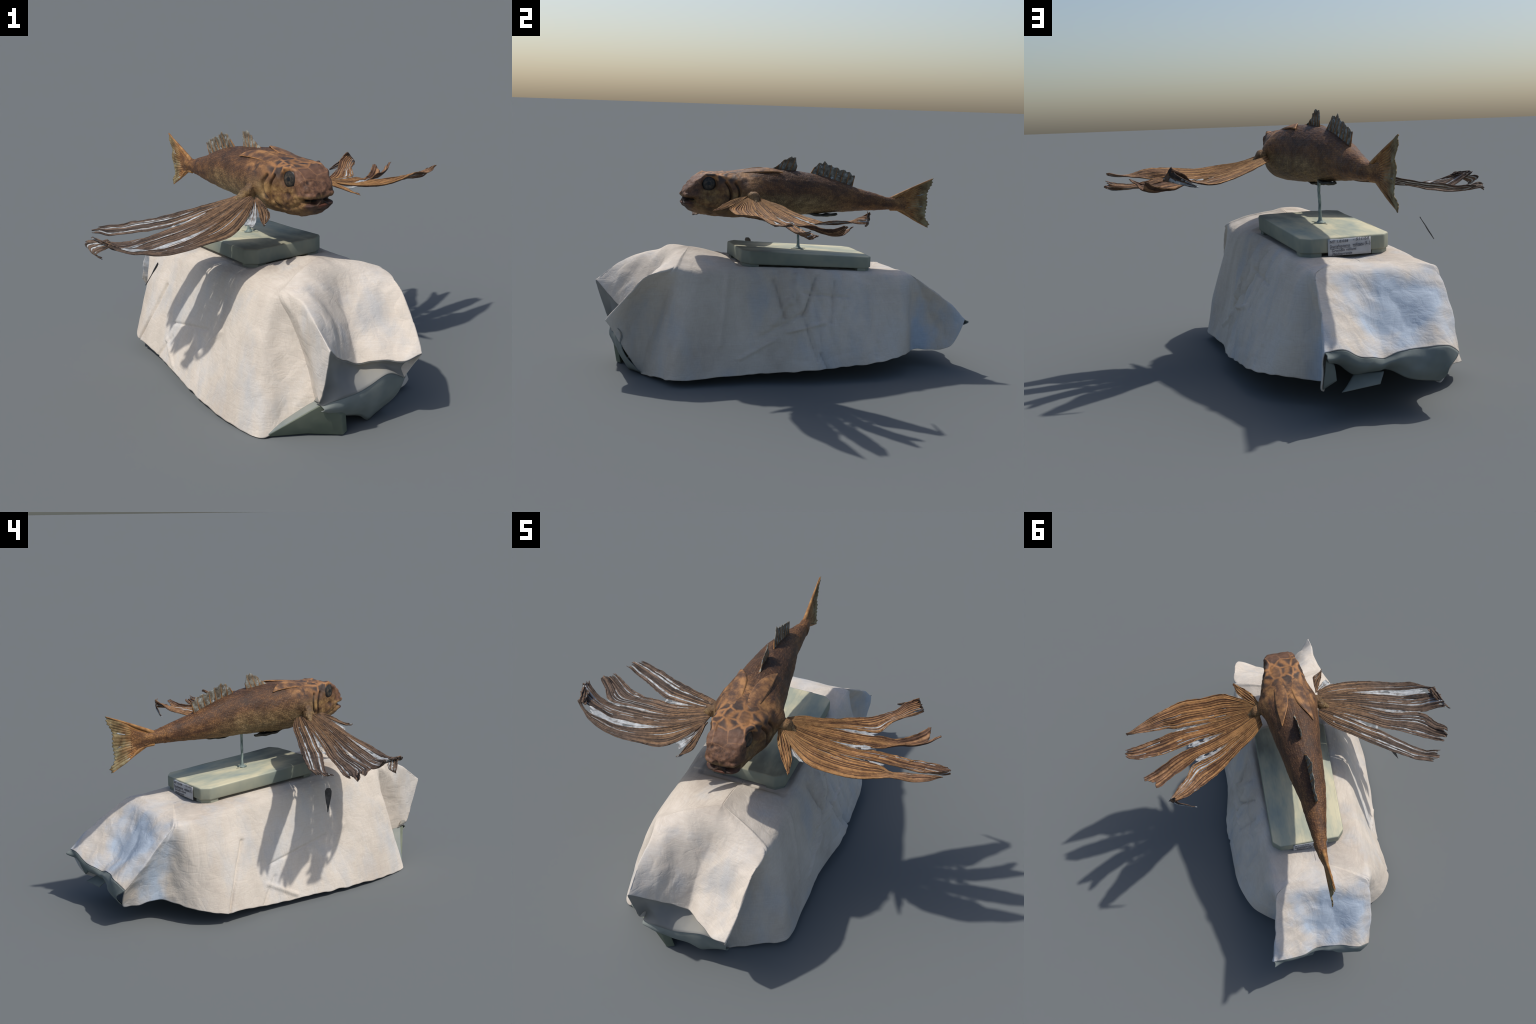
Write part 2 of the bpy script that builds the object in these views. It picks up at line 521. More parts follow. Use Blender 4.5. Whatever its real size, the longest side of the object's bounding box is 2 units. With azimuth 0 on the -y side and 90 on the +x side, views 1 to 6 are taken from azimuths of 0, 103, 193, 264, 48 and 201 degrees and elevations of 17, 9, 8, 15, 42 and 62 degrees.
def mat_dorsal_web():
    n = Nodes("grey_blue_fin_web", .7, .25)
    c = n.ramp(n.noise(38, detail=5, rough=.65), [(.36, (.08, .063, .046)), (.47, (.155, .13, .095)), (.57, (.22, .21, .17)), (.70, (.34, .38, .38))])
    return n.done(c, n.bump(n.noise(60, detail=5), .35, .004))


def mat_ray(name, a, b):
    n = Nodes(name, .65, .3)
    return n.done(n.ramp(n.noise(40, detail=4), [(.35, a), (.65, b)]), n.bump(n.noise(150), .25, .002))


def mat_eye():
    # object frame: local x points out of the socket
    n = Nodes("glass_eye", .42, .35)
    x, y, z = n.xyz()[:3]
    r = n.math("SQRT", n.math("ADD", n.math("MULTIPLY", y, y), n.math("MULTIPLY", z, z)))
    r = n.math("ADD", r, n.math("MULTIPLY", n.math("SUBTRACT", n.noise(120, detail=3), .5), .004))
    iris = n.ramp(n.noise(90, detail=5), [(.38, (.018, .016, .013)), (.55, (.05, .042, .032)), (.72, (.13, .085, .05))])
    c = n.mix(n.smooth(r, .008, .0115), (.006, .008, .010), iris)
    c = n.mix(n.smooth(r, .0245, .0285), c, (.014, .012, .011))
    return n.done(c)


M_CLOTH, M_DARKENED_UNDERSIDE, M_ROLL, M_BLOCK = mat_cloth(), mat_darkened_underside(), mat_darkened_roll(), mat_block()
M_PLINTH, M_ROD, M_SKIN, M_SPINE, M_EYE = mat_plinth(), mat_rod(), mat_skin(), mat_spine(), mat_eye()
M_PAPER = mat_plain("label_paper", (.43, .44, .455), .85, .08, 25)
M_INK = mat_plain("faded_ink", (.13, .13, .145), .8, .3, 60)
M_DARK = mat_plain("dark_hollow", (.018, .012, .009), .8, .3, 40)
M_LIP = mat_plain("dried_lip", (.10, .038, .022), .55, .45, 50)
M_SPINE_RIM = mat_plain("pale_plate_rim", (.40, .20, .08), .6, .3, 60)
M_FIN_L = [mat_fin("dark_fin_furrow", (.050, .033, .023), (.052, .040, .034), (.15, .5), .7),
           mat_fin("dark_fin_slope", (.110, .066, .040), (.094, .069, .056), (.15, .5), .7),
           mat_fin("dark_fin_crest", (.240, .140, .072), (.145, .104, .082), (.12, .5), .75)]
M_FIN_R = [mat_fin("tawny_fin_furrow", (.098, .046, .023), (.082, .050, .038), (.35, .75), .6),  # tan lightened for the lit wing; the other wing's set is darkened
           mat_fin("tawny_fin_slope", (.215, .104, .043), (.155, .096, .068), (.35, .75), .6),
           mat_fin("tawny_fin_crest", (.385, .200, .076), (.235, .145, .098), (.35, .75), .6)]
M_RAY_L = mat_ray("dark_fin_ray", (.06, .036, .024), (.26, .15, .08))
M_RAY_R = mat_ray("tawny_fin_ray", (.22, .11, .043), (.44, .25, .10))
M_RAY_T = mat_ray("orange_fin_ray", (.22, .10, .036), (.40, .21, .075))
M_RAY_D = mat_ray("brown_dorsal_ray", (.17, .08, .03), (.36, .18, .065))
M_TORN, M_WEB, M_DWEB = mat_torn(), mat_tail_web(), mat_dorsal_web()
M_FLAKE = mat_plain("dusty_flake", (.085, .078, .07), .8, .3, 40)
M_PELVIC = mat_plain("dark_pelvic_fin", (.05, .045, .035), .75, .5, 40)
M_JOINT = mat_plain("gristly_fin_root", (.27, .11, .045), .6, .5, 45)

# ------------------------------------------------------------------ draped cloth
stand = empty("cloth_covered_block", (0, 0, 0), "white creased cotton cloth draped over a low oblong block", "draped block")
BLOCK_FRAME = Matrix(((AX_A[0], -AX_B[0], 0, 0), (AX_A[1], -AX_B[1], 0, 0), (0, 0, 1, 0), (0, 0, 0, 1)))


def z_top(a):
    return lerp_table(np.array([a]), [-.7, -.56, -.40, -.29, -.22, 0, .475, .7], [.61, .650, .632, .596, .570, .556, .522, .505])[0]


# Each fold line of the cloth: crease (0 soft .. 1 sharp), then top edge, two points down, hem  (along, across, height)
FOLDS = []


def fold(crease, edge, upper, lower, hem):
    FOLDS.append((crease, [edge, upper, lower, hem]))


# long side under the fish's left wing (towards +x), tail end to head end
fold(.0, (.62, .172, .522), (.62, .235, .40), (.615, .270, .25), (.61, .295, .105))
fold(.0, (.50, .170, .53), (.50, .235, .40), (.50, .290, .24), (.507, .345, .097))
fold(.0, (.25, .168, .55), (.25, .250, .41), (.24, .318, .24), (.228, .372, .080))
fold(.0, (.02, .168, .567), (.02, .250, .42), (.03, .314, .23), (.03, .370, .068))
fold(.0, (-.2, .168, .574), (-.2, .236, .42), (-.21, .280, .23), (-.22, .326, .054))
fold(.0, (-.40, .175, .574), (-.41, .230, .42), (-.44, .268, .23), (-.465, .322, .042))
fold(.3, (-.53, .179, .575), (-.57, .226, .42), (-.62, .272, .22), (-.65, .302, .032))
# head end, folded like a parcel: side face, ridge, flap, ridge, side face
fold(.1, (-.575, .181, .579), (-.625, .185, .42), (-.680, .180, .20), (-.70, .20, .022))
fold(.2, (-.600, .180, .583), (-.660, .108, .42), (-.722, .058, .21), (-.77, .06, .014))
fold(.2, (-.616, .180, .590), (-.71, .105, .470), (-.775, .040, .31), (-.87, .085, .165))
fold(.8, (-.629, .174, .589), (-.76, .166, .543), (-.88, .150, .412), (-.960, .124, .312))
fold(.0, (-.63, .09, .606), (-.700, .078, .556), (-.795, .080, .428), (-.940, .060, .290))
fold(.1, (-.61, .00, .622), (-.680, -.012, .533), (-.778, -.008, .412), (-.905, .002, .296))
fold(.5, (-.592, -.072, .645), (-.645, -.065, .560), (-.745, -.095, .430), (-.828, -.105, .284))
fold(.1, (-.605, -.160, .638), (-.725, -.165, .525), (-.808, -.165, .418), (-.848, -.170, .318))
fold(.0, (-.62, -.25, .622), (-.74, -.260, .576), (-.845, -.255, .490), (-.892, -.240, .362))
fold(.7, (-.628, -.310, .603), (-.755, -.308, .567), (-.855, -.322, .518), (-.961, -.325, .437))
fold(.1, (-.622, -.329, .590), (-.712, -.324, .515), (-.840, -.325, .400), (-.917, -.322, .29))
fold(.1, (-.617, -.334, .585), (-.690, -.322, .500), (-.800, -.318, .350), (-.874, -.322, .185))
fold(.9, (-.612, -.337, .580), (-.655, -.318, .490), (-.715, -.290, .335), (-.782, -.275, .130))
# other long side, head end to tail end
fold(.1, (-.596, -.34, .575), (-.635, -.345, .42), (-.680, -.350, .24), (-.722, -.376, .059))
fold(.0, (-.57, -.34, .570), (-.60, -.405, .42), (-.64, -.455, .21), (-.691, -.493, .000))
fold(.0, (-.48, -.338, .570), (-.50, -.420, .42), (-.53, -.485, .21), (-.56, -.537, .006))
fold(.0, (-.30, -.335, .570), (-.31, -.408, .42), (-.32, -.482, .22), (-.33, -.557, .018))
fold(.0, (-.11, -.335, .558), (-.11, -.402, .42), (-.11, -.472, .22), (-.11, -.548, .025))
fold(.0, (.07, -.335, .548), (.07, -.398, .41), (.07, -.464, .21), (.071, -.531, .030))
fold(.0, (.28, -.335, .533), (.28, -.395, .40), (.28, -.452, .21), (.281, -.513, .036))
fold(.0, (.46, -.335, .518), (.46, -.400, .39), (.455, -.462, .22), (.45, -.520, .056))
fold(.0, (.58, -.335, .510), (.57, -.402, .38), (.56, -.465, .21), (.535, -.523, .062))
fold(.0, (.66, -.335, .503), (.65, -.375, .38), (.64, -.415, .22), (.65, -.455, .085))
fold(.3, (.685, -.336, .502), (.715, -.320, .38), (.740, -.285, .25), (.76, -.285, .115))
# tail end: side face, ridge, flap, ridge, side face
fold(.1, (.695, -.333, .503), (.765, -.315, .39), (.850, -.275, .25), (.948, -.225, .112))
fold(.8, (.702, -.322, .506), (.79, -.328, .42), (.88, -.315, .32), (.968, -.295, .222))
fold(.0, (.70, -.25, .508), (.80, -.255, .425), (.90, -.250, .33), (.988, -.24, .253))
fold(.0, (.70, -.12, .510), (.775, -.12, .417), (.857, -.12, .315), (.957, -.12, .250))
fold(.0, (.70, -.01, .510), (.775, -.01, .415), (.850, -.01, .305), (.942, -.01, .225))
fold(.0, (.695, .09, .515), (.787, .09, .434), (.884, .09, .336), (.978, .09, .246))
fold(.0, (.69, .145, .518), (.79, .165, .450), (.900, .180, .362), (.994, .196, .286))
fold(.8, (.695, .162, .520), (.79, .19, .45), (.90, .215, .37), (.993, .243, .278))
fold(.1, (.690, .170, .519), (.765, .164, .41), (.835, .152, .26), (.922, .232, .126))
fold(.5, (.675, .174, .521), (.690, .180, .40), (.708, .166, .26), (.723, .169, .099))

NR, NSEG = 150, 20
CL = np.array([-.62, .02]), None
cols = []
for crease, p in FOLDS:
    a0 = float(np.clip(p[0][0] * .86, -.50, .55))
    # the flat top: from the middle line out to the edge
    ins = .055
    e = np.array(p[0])
    mid = np.array([a0, -.07, z_top(a0) + .004])
    inner = e + (mid - e) * (ins / max(np.linalg.norm((mid - e)[:2]), ins))
    inner[2] = max(e[2] + .010, min(z_top(inner[0]) + .004, e[2] + .02))
    pts = np.array([mid, inner, e - np.array([0, 0, .004]), p[1], p[2], p[3]])
    top = spline(pts, NR, .85)
    cols.append(top)
cols = np.array(cols)                                   # fold, row, 3
cr = np.array([c for c, _ in FOLDS])
nf = len(cols)
ring = []
for i in range(nf):
    p0, p1, p2, p3 = cols[i - 1], cols[i], cols[(i + 1) % nf], cols[(i + 2) % nf]
    # chord-scaled tangents, flattened at sharp creases
    d01 = np.linalg.norm(p1 - p0, axis=1)[:, None] + 1e-4
    d12 = np.linalg.norm(p2 - p1, axis=1)[:, None] + 1e-4
    d23 = np.linalg.norm(p3 - p2, axis=1)[:, None] + 1e-4
    s01, s12, s23 = (p1 - p0) / d01, (p2 - p1) / d12, (p3 - p2) / d23
    m1 = (s01 * d12 + s12 * d01) / (d01 + d12) * d12 * (1 - cr[i])
    m2 = (s12 * d23 + s23 * d12) / (d12 + d23) * d12 * (1 - cr[(i + 1) % nf])
    for k in range(NSEG):
        u = k / NSEG
        ring.append((2 * u**3 - 3 * u**2 + 1) * p1 + (u**3 - 2 * u**2 + u) * m1
                    + (-2 * u**3 + 3 * u**2) * p2 + (u**3 - u**2) * m2)
G = np.array(ring).transpose(1, 0, 2)                   # row, col, 3 (block coords)
nc = G.shape[1]


# ease the crowded corners of the flat top
for _ in range(14):
    sm_ = (np.roll(G, 1, 1) + np.roll(G, -1, 1) + 2 * G) / 4
    k_ = (1 - sstep(.30, .48, np.linspace(0, 1, NR)))[:, None, None]
    G = G * (1 - k_) + sm_ * k_


def seg_dist(a, z, s):
    p, d = np.array(s[:2]), np.array(s[2:]) - np.array(s[:2])
    t = np.clip(((a - p[0]) * d[0] + (z - p[1]) * d[1]) / (d @ d), 0, 1)
    return np.hypot(a - p[0] - t * d[0], z - p[1] - t * d[1])


# pressed creases (along, height) on the two long sides: (from, to, depth, width)
CREASE_L = [((.36, .37, .52, .05), -.007, .008), ((.20, .16, .30, .04), -.005, .008), ((-.15, .30, .22, .22), -.004, .007),
            ((-.28, .33, -.10, .16), .004, .010), ((.10, .05, .25, .13), .005, .009)]
CREASE_R = [((.13, .53, .04, .34), -.009, .010), ((.04, .34, .10, .12), -.005, .012), ((.02, .54, -.02, .40), .008, .012),
            ((-.10, .52, -.06, .33), -.007, .012), ((-.03, .42, -.12, .30), .006, .012), ((.23, .50, .19, .30), -.006, .012),
            ((.30, .53, .27, .38), .005, .012), ((-.35, .55, -.40, .20), .004, .015), ((.05, .36, -.18, .24), -.004, .012),
            ((-.12, .22, -.30, .13), .004, .012), ((.15, .30, -.05, .26), .004, .010), ((.42, .48, .45, .20), .004, .014),
            ((.30, .42, .05, .45), -.003, .010), ((.12, .15, .16, .06), -.006, .010)]

P3 = AX_A * G[..., 0:1] + AX_B * G[..., 1:2] + UP * G[..., 2:3]
du = np.roll(P3, -1, 1) - np.roll(P3, 1, 1)
dv = np.gradient(P3, axis=0)
N = np.cross(dv, du)
N /= np.maximum(np.linalg.norm(N, axis=2), 1e-9)[..., None]
if N[NR * 2 // 3, NSEG * 3] @ AX_B < 0:
    N = -N
T = np.linspace(0, 1, NR)[:, None]
FREE, HEM, END = sstep(.22, .45, T), sstep(.93, 1, T), sstep(.60, .72, np.abs(G[..., 0]))
GA, GB, GZ = G[..., 0], G[..., 1], G[..., 2]


def field(fn):
    return np.array([fn(*q) for q in G.reshape(-1, 3)]).reshape(NR, nc)


soft = field(lambda a, b, z: fbm((a, b, z), 6.5, 2, 3.1))
crisp = field(lambda a, b, z: abs(nz((a + .05 * nz((a, b, z), 9, 1), b, z * .6), 6.0, 8.0)))
crisp2 = field(lambda a, b, z: abs(nz((a, b, z * .8), 13.0, 4.5)))
pleat = field(lambda a, b, z: abs(nz((a + .10 * z, b * .3, z * .22), 15, 1.3)))
fray = field(lambda a, b, z: nz((a, b, 0), 17, 2.2))
DD = .0035 * soft * (1 - FREE)
DD = DD + FREE * (.004 * soft + .012 * (crisp - .2) * (.35 + .65 * END) - .004 * (crisp2 - .2) * (.4 + END))
right = (1 - END) * (GB > .1) * FREE
left = (1 - END) * (GB < -.3) * FREE
DD += right * .010 * (crisp2 - .2) * np.exp(-((GA - .05) / .45) ** 2)
DD += right * (np.minimum(pleat * 3.0, 1) - .72) * .011 * np.exp(-((GA - .05) / .30) ** 2) * sstep(.05, .22, GZ)
for s, dep, wd in CREASE_R:
    DD += right * 2.6 * dep * np.exp(-(seg_dist(GA, GZ, s) / (wd * .75)) ** 2)
for s, dep, wd in CREASE_L:
    DD += left * 2.2 * dep * np.exp(-(seg_dist(GA, GZ, s) / wd) ** 2)
P3 = P3 + N * (DD * np.minimum(T / .05, 1))[..., None]
P3[..., 2] = np.maximum(P3[..., 2] + HEM * .007 * fray, .001)
cv = P3.reshape(-1, 3)
cf = grid_faces(NR, nc, True)
cf = [tuple(reversed(f)) for f in cf]
# keep the cloth clear of the plinth's underside
ca, cb = cv @ AX_A, cv @ AX_B
under = (sstep(-.30, -.26, ca) * (1 - sstep(.47, .50, ca)) * sstep(-.29, -.265, cb) * (1 - sstep(.135, .16, cb)))
lim = .553 - .0485 * (ca + .252) / .727 * 1.0
lim = .5755 - .048 * (ca + .252) - .004
cv[:, 2] = np.where(under > 0, cv[:, 2] * (1 - under) + np.minimum(cv[:, 2], lim) * under, cv[:, 2])
sv, sf = sheet(cv, cf, .005)
sv[:, 2] = np.maximum(sv[:, 2], .0)
cloth = new_object("draped_cloth", sv, sf, M_CLOTH, None, True, BLOCK_FRAME)
to_parent(cloth, stand)
P3 = cv.reshape(NR, nc, 3)


def hem_run(i0, i1):
    """Hem points of the finished cloth between two fold lines."""
    return P3[-1, i0 * NSEG: i1 * NSEG + 1]


def ruled(name, top, bottom, mat, parent, nrow=14, bulge=0.0, direction=None, rough=.004, thick=.004):
    top, bottom = np.asarray(top), np.asarray(bottom)
    n = len(top)
    vs = []
    for i in range(nrow):
        t = i / (nrow - 1)
        for k in range(n):
            p = top[k] * (1 - t) + bottom[k] * t
            if direction is not None:
                p = p + direction * bulge * math.sin(math.pi * t)
            p = p + np.array([1, 1, .5]) * rough * nz(p, 14, 4.0) * math.sin(math.pi * t)
            vs.append(p)
    v, f = sheet(vs, grid_faces(nrow, n), thick)
    v[:, 2] = np.maximum(v[:, 2], 0)
    ob = new_object(name, v, f, mat, None, True, BLOCK_FRAME)
    fix_normals(ob)
    to_parent(ob, parent)
    return ob


# rolled-under cloth of the head-end flap: from its edge in to the tuck, then under
i_noseR, i_noseL, i_apex = 10, 16, 18          # fold numbers
edge = hem_run(i_noseR, i_apex)
n_e = len(edge)
tuck = spline([ab(-.885, .10, .185), ab(-.90, .0, .235), ab(-.895, -.09, .205), ab(-.897, -.14, .193), ab(-.893, -.22, .185), ab(-.888, -.275, .180), ab(-.872, -.314, .165)], n_e)
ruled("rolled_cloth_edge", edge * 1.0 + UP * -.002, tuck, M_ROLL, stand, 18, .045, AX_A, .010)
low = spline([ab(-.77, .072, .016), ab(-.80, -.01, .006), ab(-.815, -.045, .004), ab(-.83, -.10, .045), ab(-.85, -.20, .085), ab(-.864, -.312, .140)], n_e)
ruled("cloth_underside", tuck + AX_A * .004, low, M_DARKENED_UNDERSIDE, stand, 12, -.020, AX_A, .006)

# the green block's corner peeping out at the head end
bc = [ab(-.862, -.318, .165), ab(-.878, -.222, .106), ab(-.863, -.206, .000), ab(-.775, -.33, .006), ab(-.690, -.488, .001)]
front = [bc[0], bc[1], bc[2], bc[3], bc[4]]
depth = AX_A * .020 + AX_B * .035
bv = np.array(front + [p + depth * (1 if i < 3 else .5) for i, p in enumerate(front)])
bf = [(0, 1, 2, 3, 4), (9, 8, 7, 6, 5)] + [(i, i + 5, (i + 1) % 5 + 5, (i + 1) % 5) for i in range(5)]
block = new_object("block_corner", bv, bf, M_BLOCK, None, False, BLOCK_FRAME)
fix_normals(block)
bev = block.modifiers.new("round", "BEVEL")
bev.width, bev.segments, bev.limit_method = .006, 3, "ANGLE"
block.data.shade_smooth()
to_parent(block, stand)

inner_edge = hem_run(19, 21)
n_e = len(inner_edge)
ruled("cloth_underside", inner_edge + AX_A * .003, spline([ab(-.850, -.305, .160), ab(-.775, -.395, .080), ab(-.690, -.485, .003)], n_e), M_DARKENED_UNDERSIDE, stand, 8, .03, AX_A, .003)

# tail-end: curled underside of the flap and two torn tongues hanging below it
i_bl, i_br = 32, 38
edge = hem_run(i_bl, i_br)
n_e = len(edge)
tuck = spline([ab(.948, -.215, .115), ab(.935, -.10, .135), ab(.90, -.03, .168), ab(.90, .05, .165), ab(.91, .10, .165), ab(.93, .17, .215), ab(.98, .225, .24)], n_e)
ruled("cloth_underside", edge - UP * .002, tuck, M_DARKENED_UNDERSIDE, stand, 22, .03, AX_A, .028)
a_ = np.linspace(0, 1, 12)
ruled("torn_cloth_tongue", [ab(.90 + .02 * t, .10 - .11 * t, .166) for t in a_], [ab(.950, .168 - .15 * t, .115 + .014 * t) for t in a_], M_DARKENED_UNDERSIDE, stand, 10, .004, AX_A, .003)
ruled("torn_cloth_tongue", [ab(.965 - .02 * t, .228 - .035 * t, .25 - .03 * t) for t in a_], [ab(.922 + .01 * t, .230 - .050 * t, .126 + .03 * t) for t in a_], M_DARKENED_UNDERSIDE, stand, 10, .004, AX_A, .003)

# ------------------------------------------------------------------ plinth, rod, label
mount = empty("mounted_gurnard", tuple(ab(.11, -.06, .55)), "dried spread-finned flying fish on a rod and grey-green plinth", "fish specimen")


def slab_z(a, top):
    return .661 - .060 * (a + .252) if top else .577 - .0485 * (a + .252)


OUT = [(-.252, .086), (-.215, .132), (.440, .145), (.475, .108), (.475, -.212), (.435, -.247), (-.205, -.268), (-.252, -.222)]
bm = bmesh.new()


def prism(outline, lo, hi, dz_lo=0.0):
    vt = [bm.verts.new(ab(a, b, hi(a))) for a, b in outline]
    vb = [bm.verts.new(ab(a, b, lo(a))) for a, b in outline]
    n = len(outline)
    bm.faces.new(vt)
    bm.faces.new(list(reversed(vb)))
    for i in range(n):
        bm.faces.new((vt[i], vb[i], vb[(i + 1) % n], vt[(i + 1) % n]))


prism(OUT, lambda a: slab_z(a, False) + .012, lambda a: slab_z(a, True))
bmesh.ops.recalc_face_normals(bm, faces=bm.faces)
pl = bpy.data.meshes.new("plinth")
bm.to_mesh(pl)
bm.free()
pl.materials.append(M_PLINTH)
plinth = bpy.data.objects.new("plinth", pl)
bpy.context.scene.collection.objects.link(plinth)
plinth.data.transform(BLOCK_FRAME.inverted())
plinth.matrix_world = BLOCK_FRAME
bm = bmesh.new()
bm.from_mesh(plinth.data)
bmesh.ops.bevel(bm, geom=list(bm.edges), offset=.008, segments=3, profile=.5, affect="EDGES")
bmesh.ops.subdivide_edges(bm, edges=[e for e in bm.edges if e.calc_length() > .06], cuts=5, use_grid_fill=True)
for v in bm.verts:
    v.co += v.normal * .0025 * fbm(v.co, 16, 2)
bm.to_mesh(plinth.data)
bm.free()
plinth.data.shade_smooth()
plinth.data.set_sharp_from_angle(angle=math.radians(40))
to_parent(plinth, mount)

ctr = np.array([.115, -.06])
for ca_, cb_ in ((-.205, .085), (.425, .10), (.425, -.20), (-.20, -.215)):
    bm = bmesh.new()
    s = .040
    sa, sb = np.sign(ca_ - ctr[0]), np.sign(cb_ - ctr[1])
    o = [(ca_ - sa * s, cb_ + sb * s), (ca_ + sa * .004, cb_ + sb * s), (ca_ + sa * s, cb_ + sb * .004), (ca_ + sa * s, cb_ - sb * s), (ca_ - sa * s, cb_ - sb * s)]
    prism(o, lambda a: slab_z(a, False) - .004, lambda a: slab_z(a, False) + .016)
    bmesh.ops.recalc_face_normals(bm, faces=bm.faces)
    fm = bpy.data.meshes.new("foot")
    bm.to_mesh(fm)
    bm.free()
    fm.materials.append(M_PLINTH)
    foot = bpy.data.objects.new("foot", fm)
    bpy.context.scene.collection.objects.link(foot)
    fm.transform(BLOCK_FRAME.inverted())
    foot.matrix_world = BLOCK_FRAME
    to_parent(foot, mount)
    to_parent(foot, plinth)

# paper label with handwriting on the tail end of the plinth
A0, B0, B1 = .4755, .037, -.150
nl = 16
lv = []
for i in range(6):
    for k in range(nl):
        t = k / (nl - 1)
        b = B0 + (B1 - B0) * t
        ztop, zbot = slab_z(A0, True) - .006 + .0025 * nz((t * 5, 0, 0), 1.0), slab_z(A0, False) + .001
        z = ztop + (zbot - ztop) * i / 5
        lv.append(ab(A0 + .004 + .0012 * nz((t * 4, i * .6, 1)), b, z))
v, f = sheet(lv, grid_faces(6, nl), .0018)
label = new_object("paper_label", v, f, M_PAPER, None, True, BLOCK_FRAME)
fix_normals(label)
to_parent(label, plinth)

LABEL_ROT = Matrix(((-AX_B[0], 0, AX_A[0], 0), (-AX_B[1], 0, AX_A[1], 0), (0, 1, 0, 0), (0, 0, 0, 1)))


def handwriting(body, b, width, z, size, shear=.15, bold=0.0, tilt=.035):
    """One stroke of handwriting, starting at b and fitted to a width."""
    cu = bpy.data.curves.new("handwriting", "FONT")
    cu.body, cu.size, cu.shear, cu.extrude, cu.offset = body, size, shear, .0004, bold
    cu.space_character = 1.05
    cu.resolution_u = 3
    ob = bpy.data.objects.new("handwriting_curve", cu)
    bpy.context.scene.collection.objects.link(ob)
    bpy.context.view_layer.update()
    me = bpy.data.meshes.new_from_object(ob.evaluated_get(bpy.context.evaluated_depsgraph_get()))
    bpy.data.objects.remove(ob)
    me.name = "handwriting"
    me.materials.clear()
    me.materials.append(M_INK)
    xs_ = [v.co.x for v in me.vertices]
    k = width / (max(xs_) - min(xs_))
    for v in me.vertices:
        v.co.x = (v.co.x - min(xs_)) * k
        v.co.y += .0006 * nz((v.co.x * 60, 0, b * 9), 1.0)
    o = bpy.data.objects.new("handwriting", me)
    bpy.context.scene.collection.objects.link(o)
    o.matrix_world = Matrix.Translation(ab(A0 + .0066, b, z)) @ LABEL_ROT @ Matrix.Rotation(tilt, 4, "Z")
    to_parent(o, plinth)


zt = slab_z(A0, True)
handwriting("NT 1.0.038", .029, .080, zt - .024, .0165)
handwriting("- 511/64", -.072, .070, zt - .019, .0185, .25)
handwriting("Dactylopterus", .029, .088, zt - .0435, .0180, .05)
handwriting("volitans", -.070, .048, zt - .0395, .0170, .1)
handwriting("(L.)", -.123, .024, zt - .037, .0185)
handwriting("Grondin", .021, .056, zt - .060, .0170, .25)
handwriting("volant", -.042, .044, zt - .0575, .0165, .25)
handwriting("Méditerranée", .019, .086, zt - .0745, .0165, .25)
for b_a, b_b, z_a in ((.029, -.060, .0475), (-.072, -.118, .0425)):
    pth = [ab(A0 + .0066, b_a + (b_b - b_a) * t, zt - z_a + .003 * t + .0004 * math.sin(9 * t)) for t in np.linspace(0, 1, 10)]
    v, f = tube(pth, .0007, 5)
    u = new_object("underline", v, f, M_INK, None, True)
    to_parent(u, plinth)

# rod: knobbly wire with a puddle of paint at its foot
zs = np.linspace(.640, .845, 44)
path = np.array([[-.1075 + .0035 * nz((0, 0, z), 16), .0645 + .0035 * nz((4, 0, z), 16) + .002 * (z - .64), z] for z in zs])
rad = np.array([.0068 + .0016 * nz((0, 7, z), 55) + .020 * math.exp(-((z - .640) / .007)) + .010 * math.exp(-((.845 - z) / .010)) for z in zs])
v, f = tube(path, rad, 12)
rod = new_object("rod", v, f, M_ROD)
to_parent(rod, mount)
for ang in (2.4, -.6, .9):
    d = np.array([math.cos(ang), math.sin(ang), 0])
    c0 = np.array([-.107, .064, 0])
    pth = [c0 + d * r + UP * (slab_z(float((c0 + d * r) @ AX_A), True) + .001) for r in np.linspace(.008, .052, 8)]
    v, f = tube(pth, np.linspace(.008, .0015, 8), 8, flat=.5)
    o = new_object("paint_dribble", v, f, M_PLINTH, kind="stuff")
    to_parent(o, rod)

# ------------------------------------------------------------------ fish body
ST = [  # f, centre w, half width, top, bottom, height of widest point, top squareness, bottom squareness
    (-.540, -.078, .036, .952, .884, .925, 3.0, 2.4),
    (-.535, -.078, .055, .958, .872, .925, 3.2, 2.4),
    (-.524, -.077, .070, .974, .864, .930, 4.2, 2.4),
    (-.500, -.076, .083, 1.000, .848, .940, 5.4, 2.5),
    (-.455, -.075, .094, 1.032, .834, .950, 6.2, 2.6),
    (-.410, -.075, .106, 1.047, .824, .948, 5.6, 2.5),
    (-.350, -.069, .120, 1.053, .819, .940, 4.0, 2.4),
    (-.310, -.066, .136, 1.058, .817, .936, 2.9, 2.3),
    (-.270, -.066, .147, 1.061, .815, .938, 2.6, 2.2),
    (-.220, -.067, .149, 1.066, .814, .942, 2.5, 2.1),
    (-.150, -.070, .150, 1.072, .812, .948, 2.3, 2.1),
    (-.060, -.070, .142, 1.074, .814, .948, 2.2, 2.1),
    (.050, -.069, .123, 1.067, .822, .945, 2.1, 2.1),
    (.150, -.069, .110, 1.055, .826, .942, 2.1, 2.1),
    (.250, -.070, .096, 1.035, .831, .937, 2.1, 2.1),
    (.350, -.071, .077, 1.006, .837, .925, 2.1, 2.1),
    (.460, -.066, .060, .971, .843, .910, 2.1, 2.1),
    (.570, -.056, .043, .941, .848, .896, 2.1, 2.1),
    (.650, -.054, .030, .920, .851, .887, 2.1, 2.1),
    (.700, -.058, .021, .919, .849, .885, 2.1, 2.1),
    (.740, -.060, .009, .930, .836, .884, 2.1, 2.1),
    (.790, -.060, .0012, .950, .815, .883, 2.1, 2.1),
]
ST = np.array(ST)
NF, NT = 340, 176
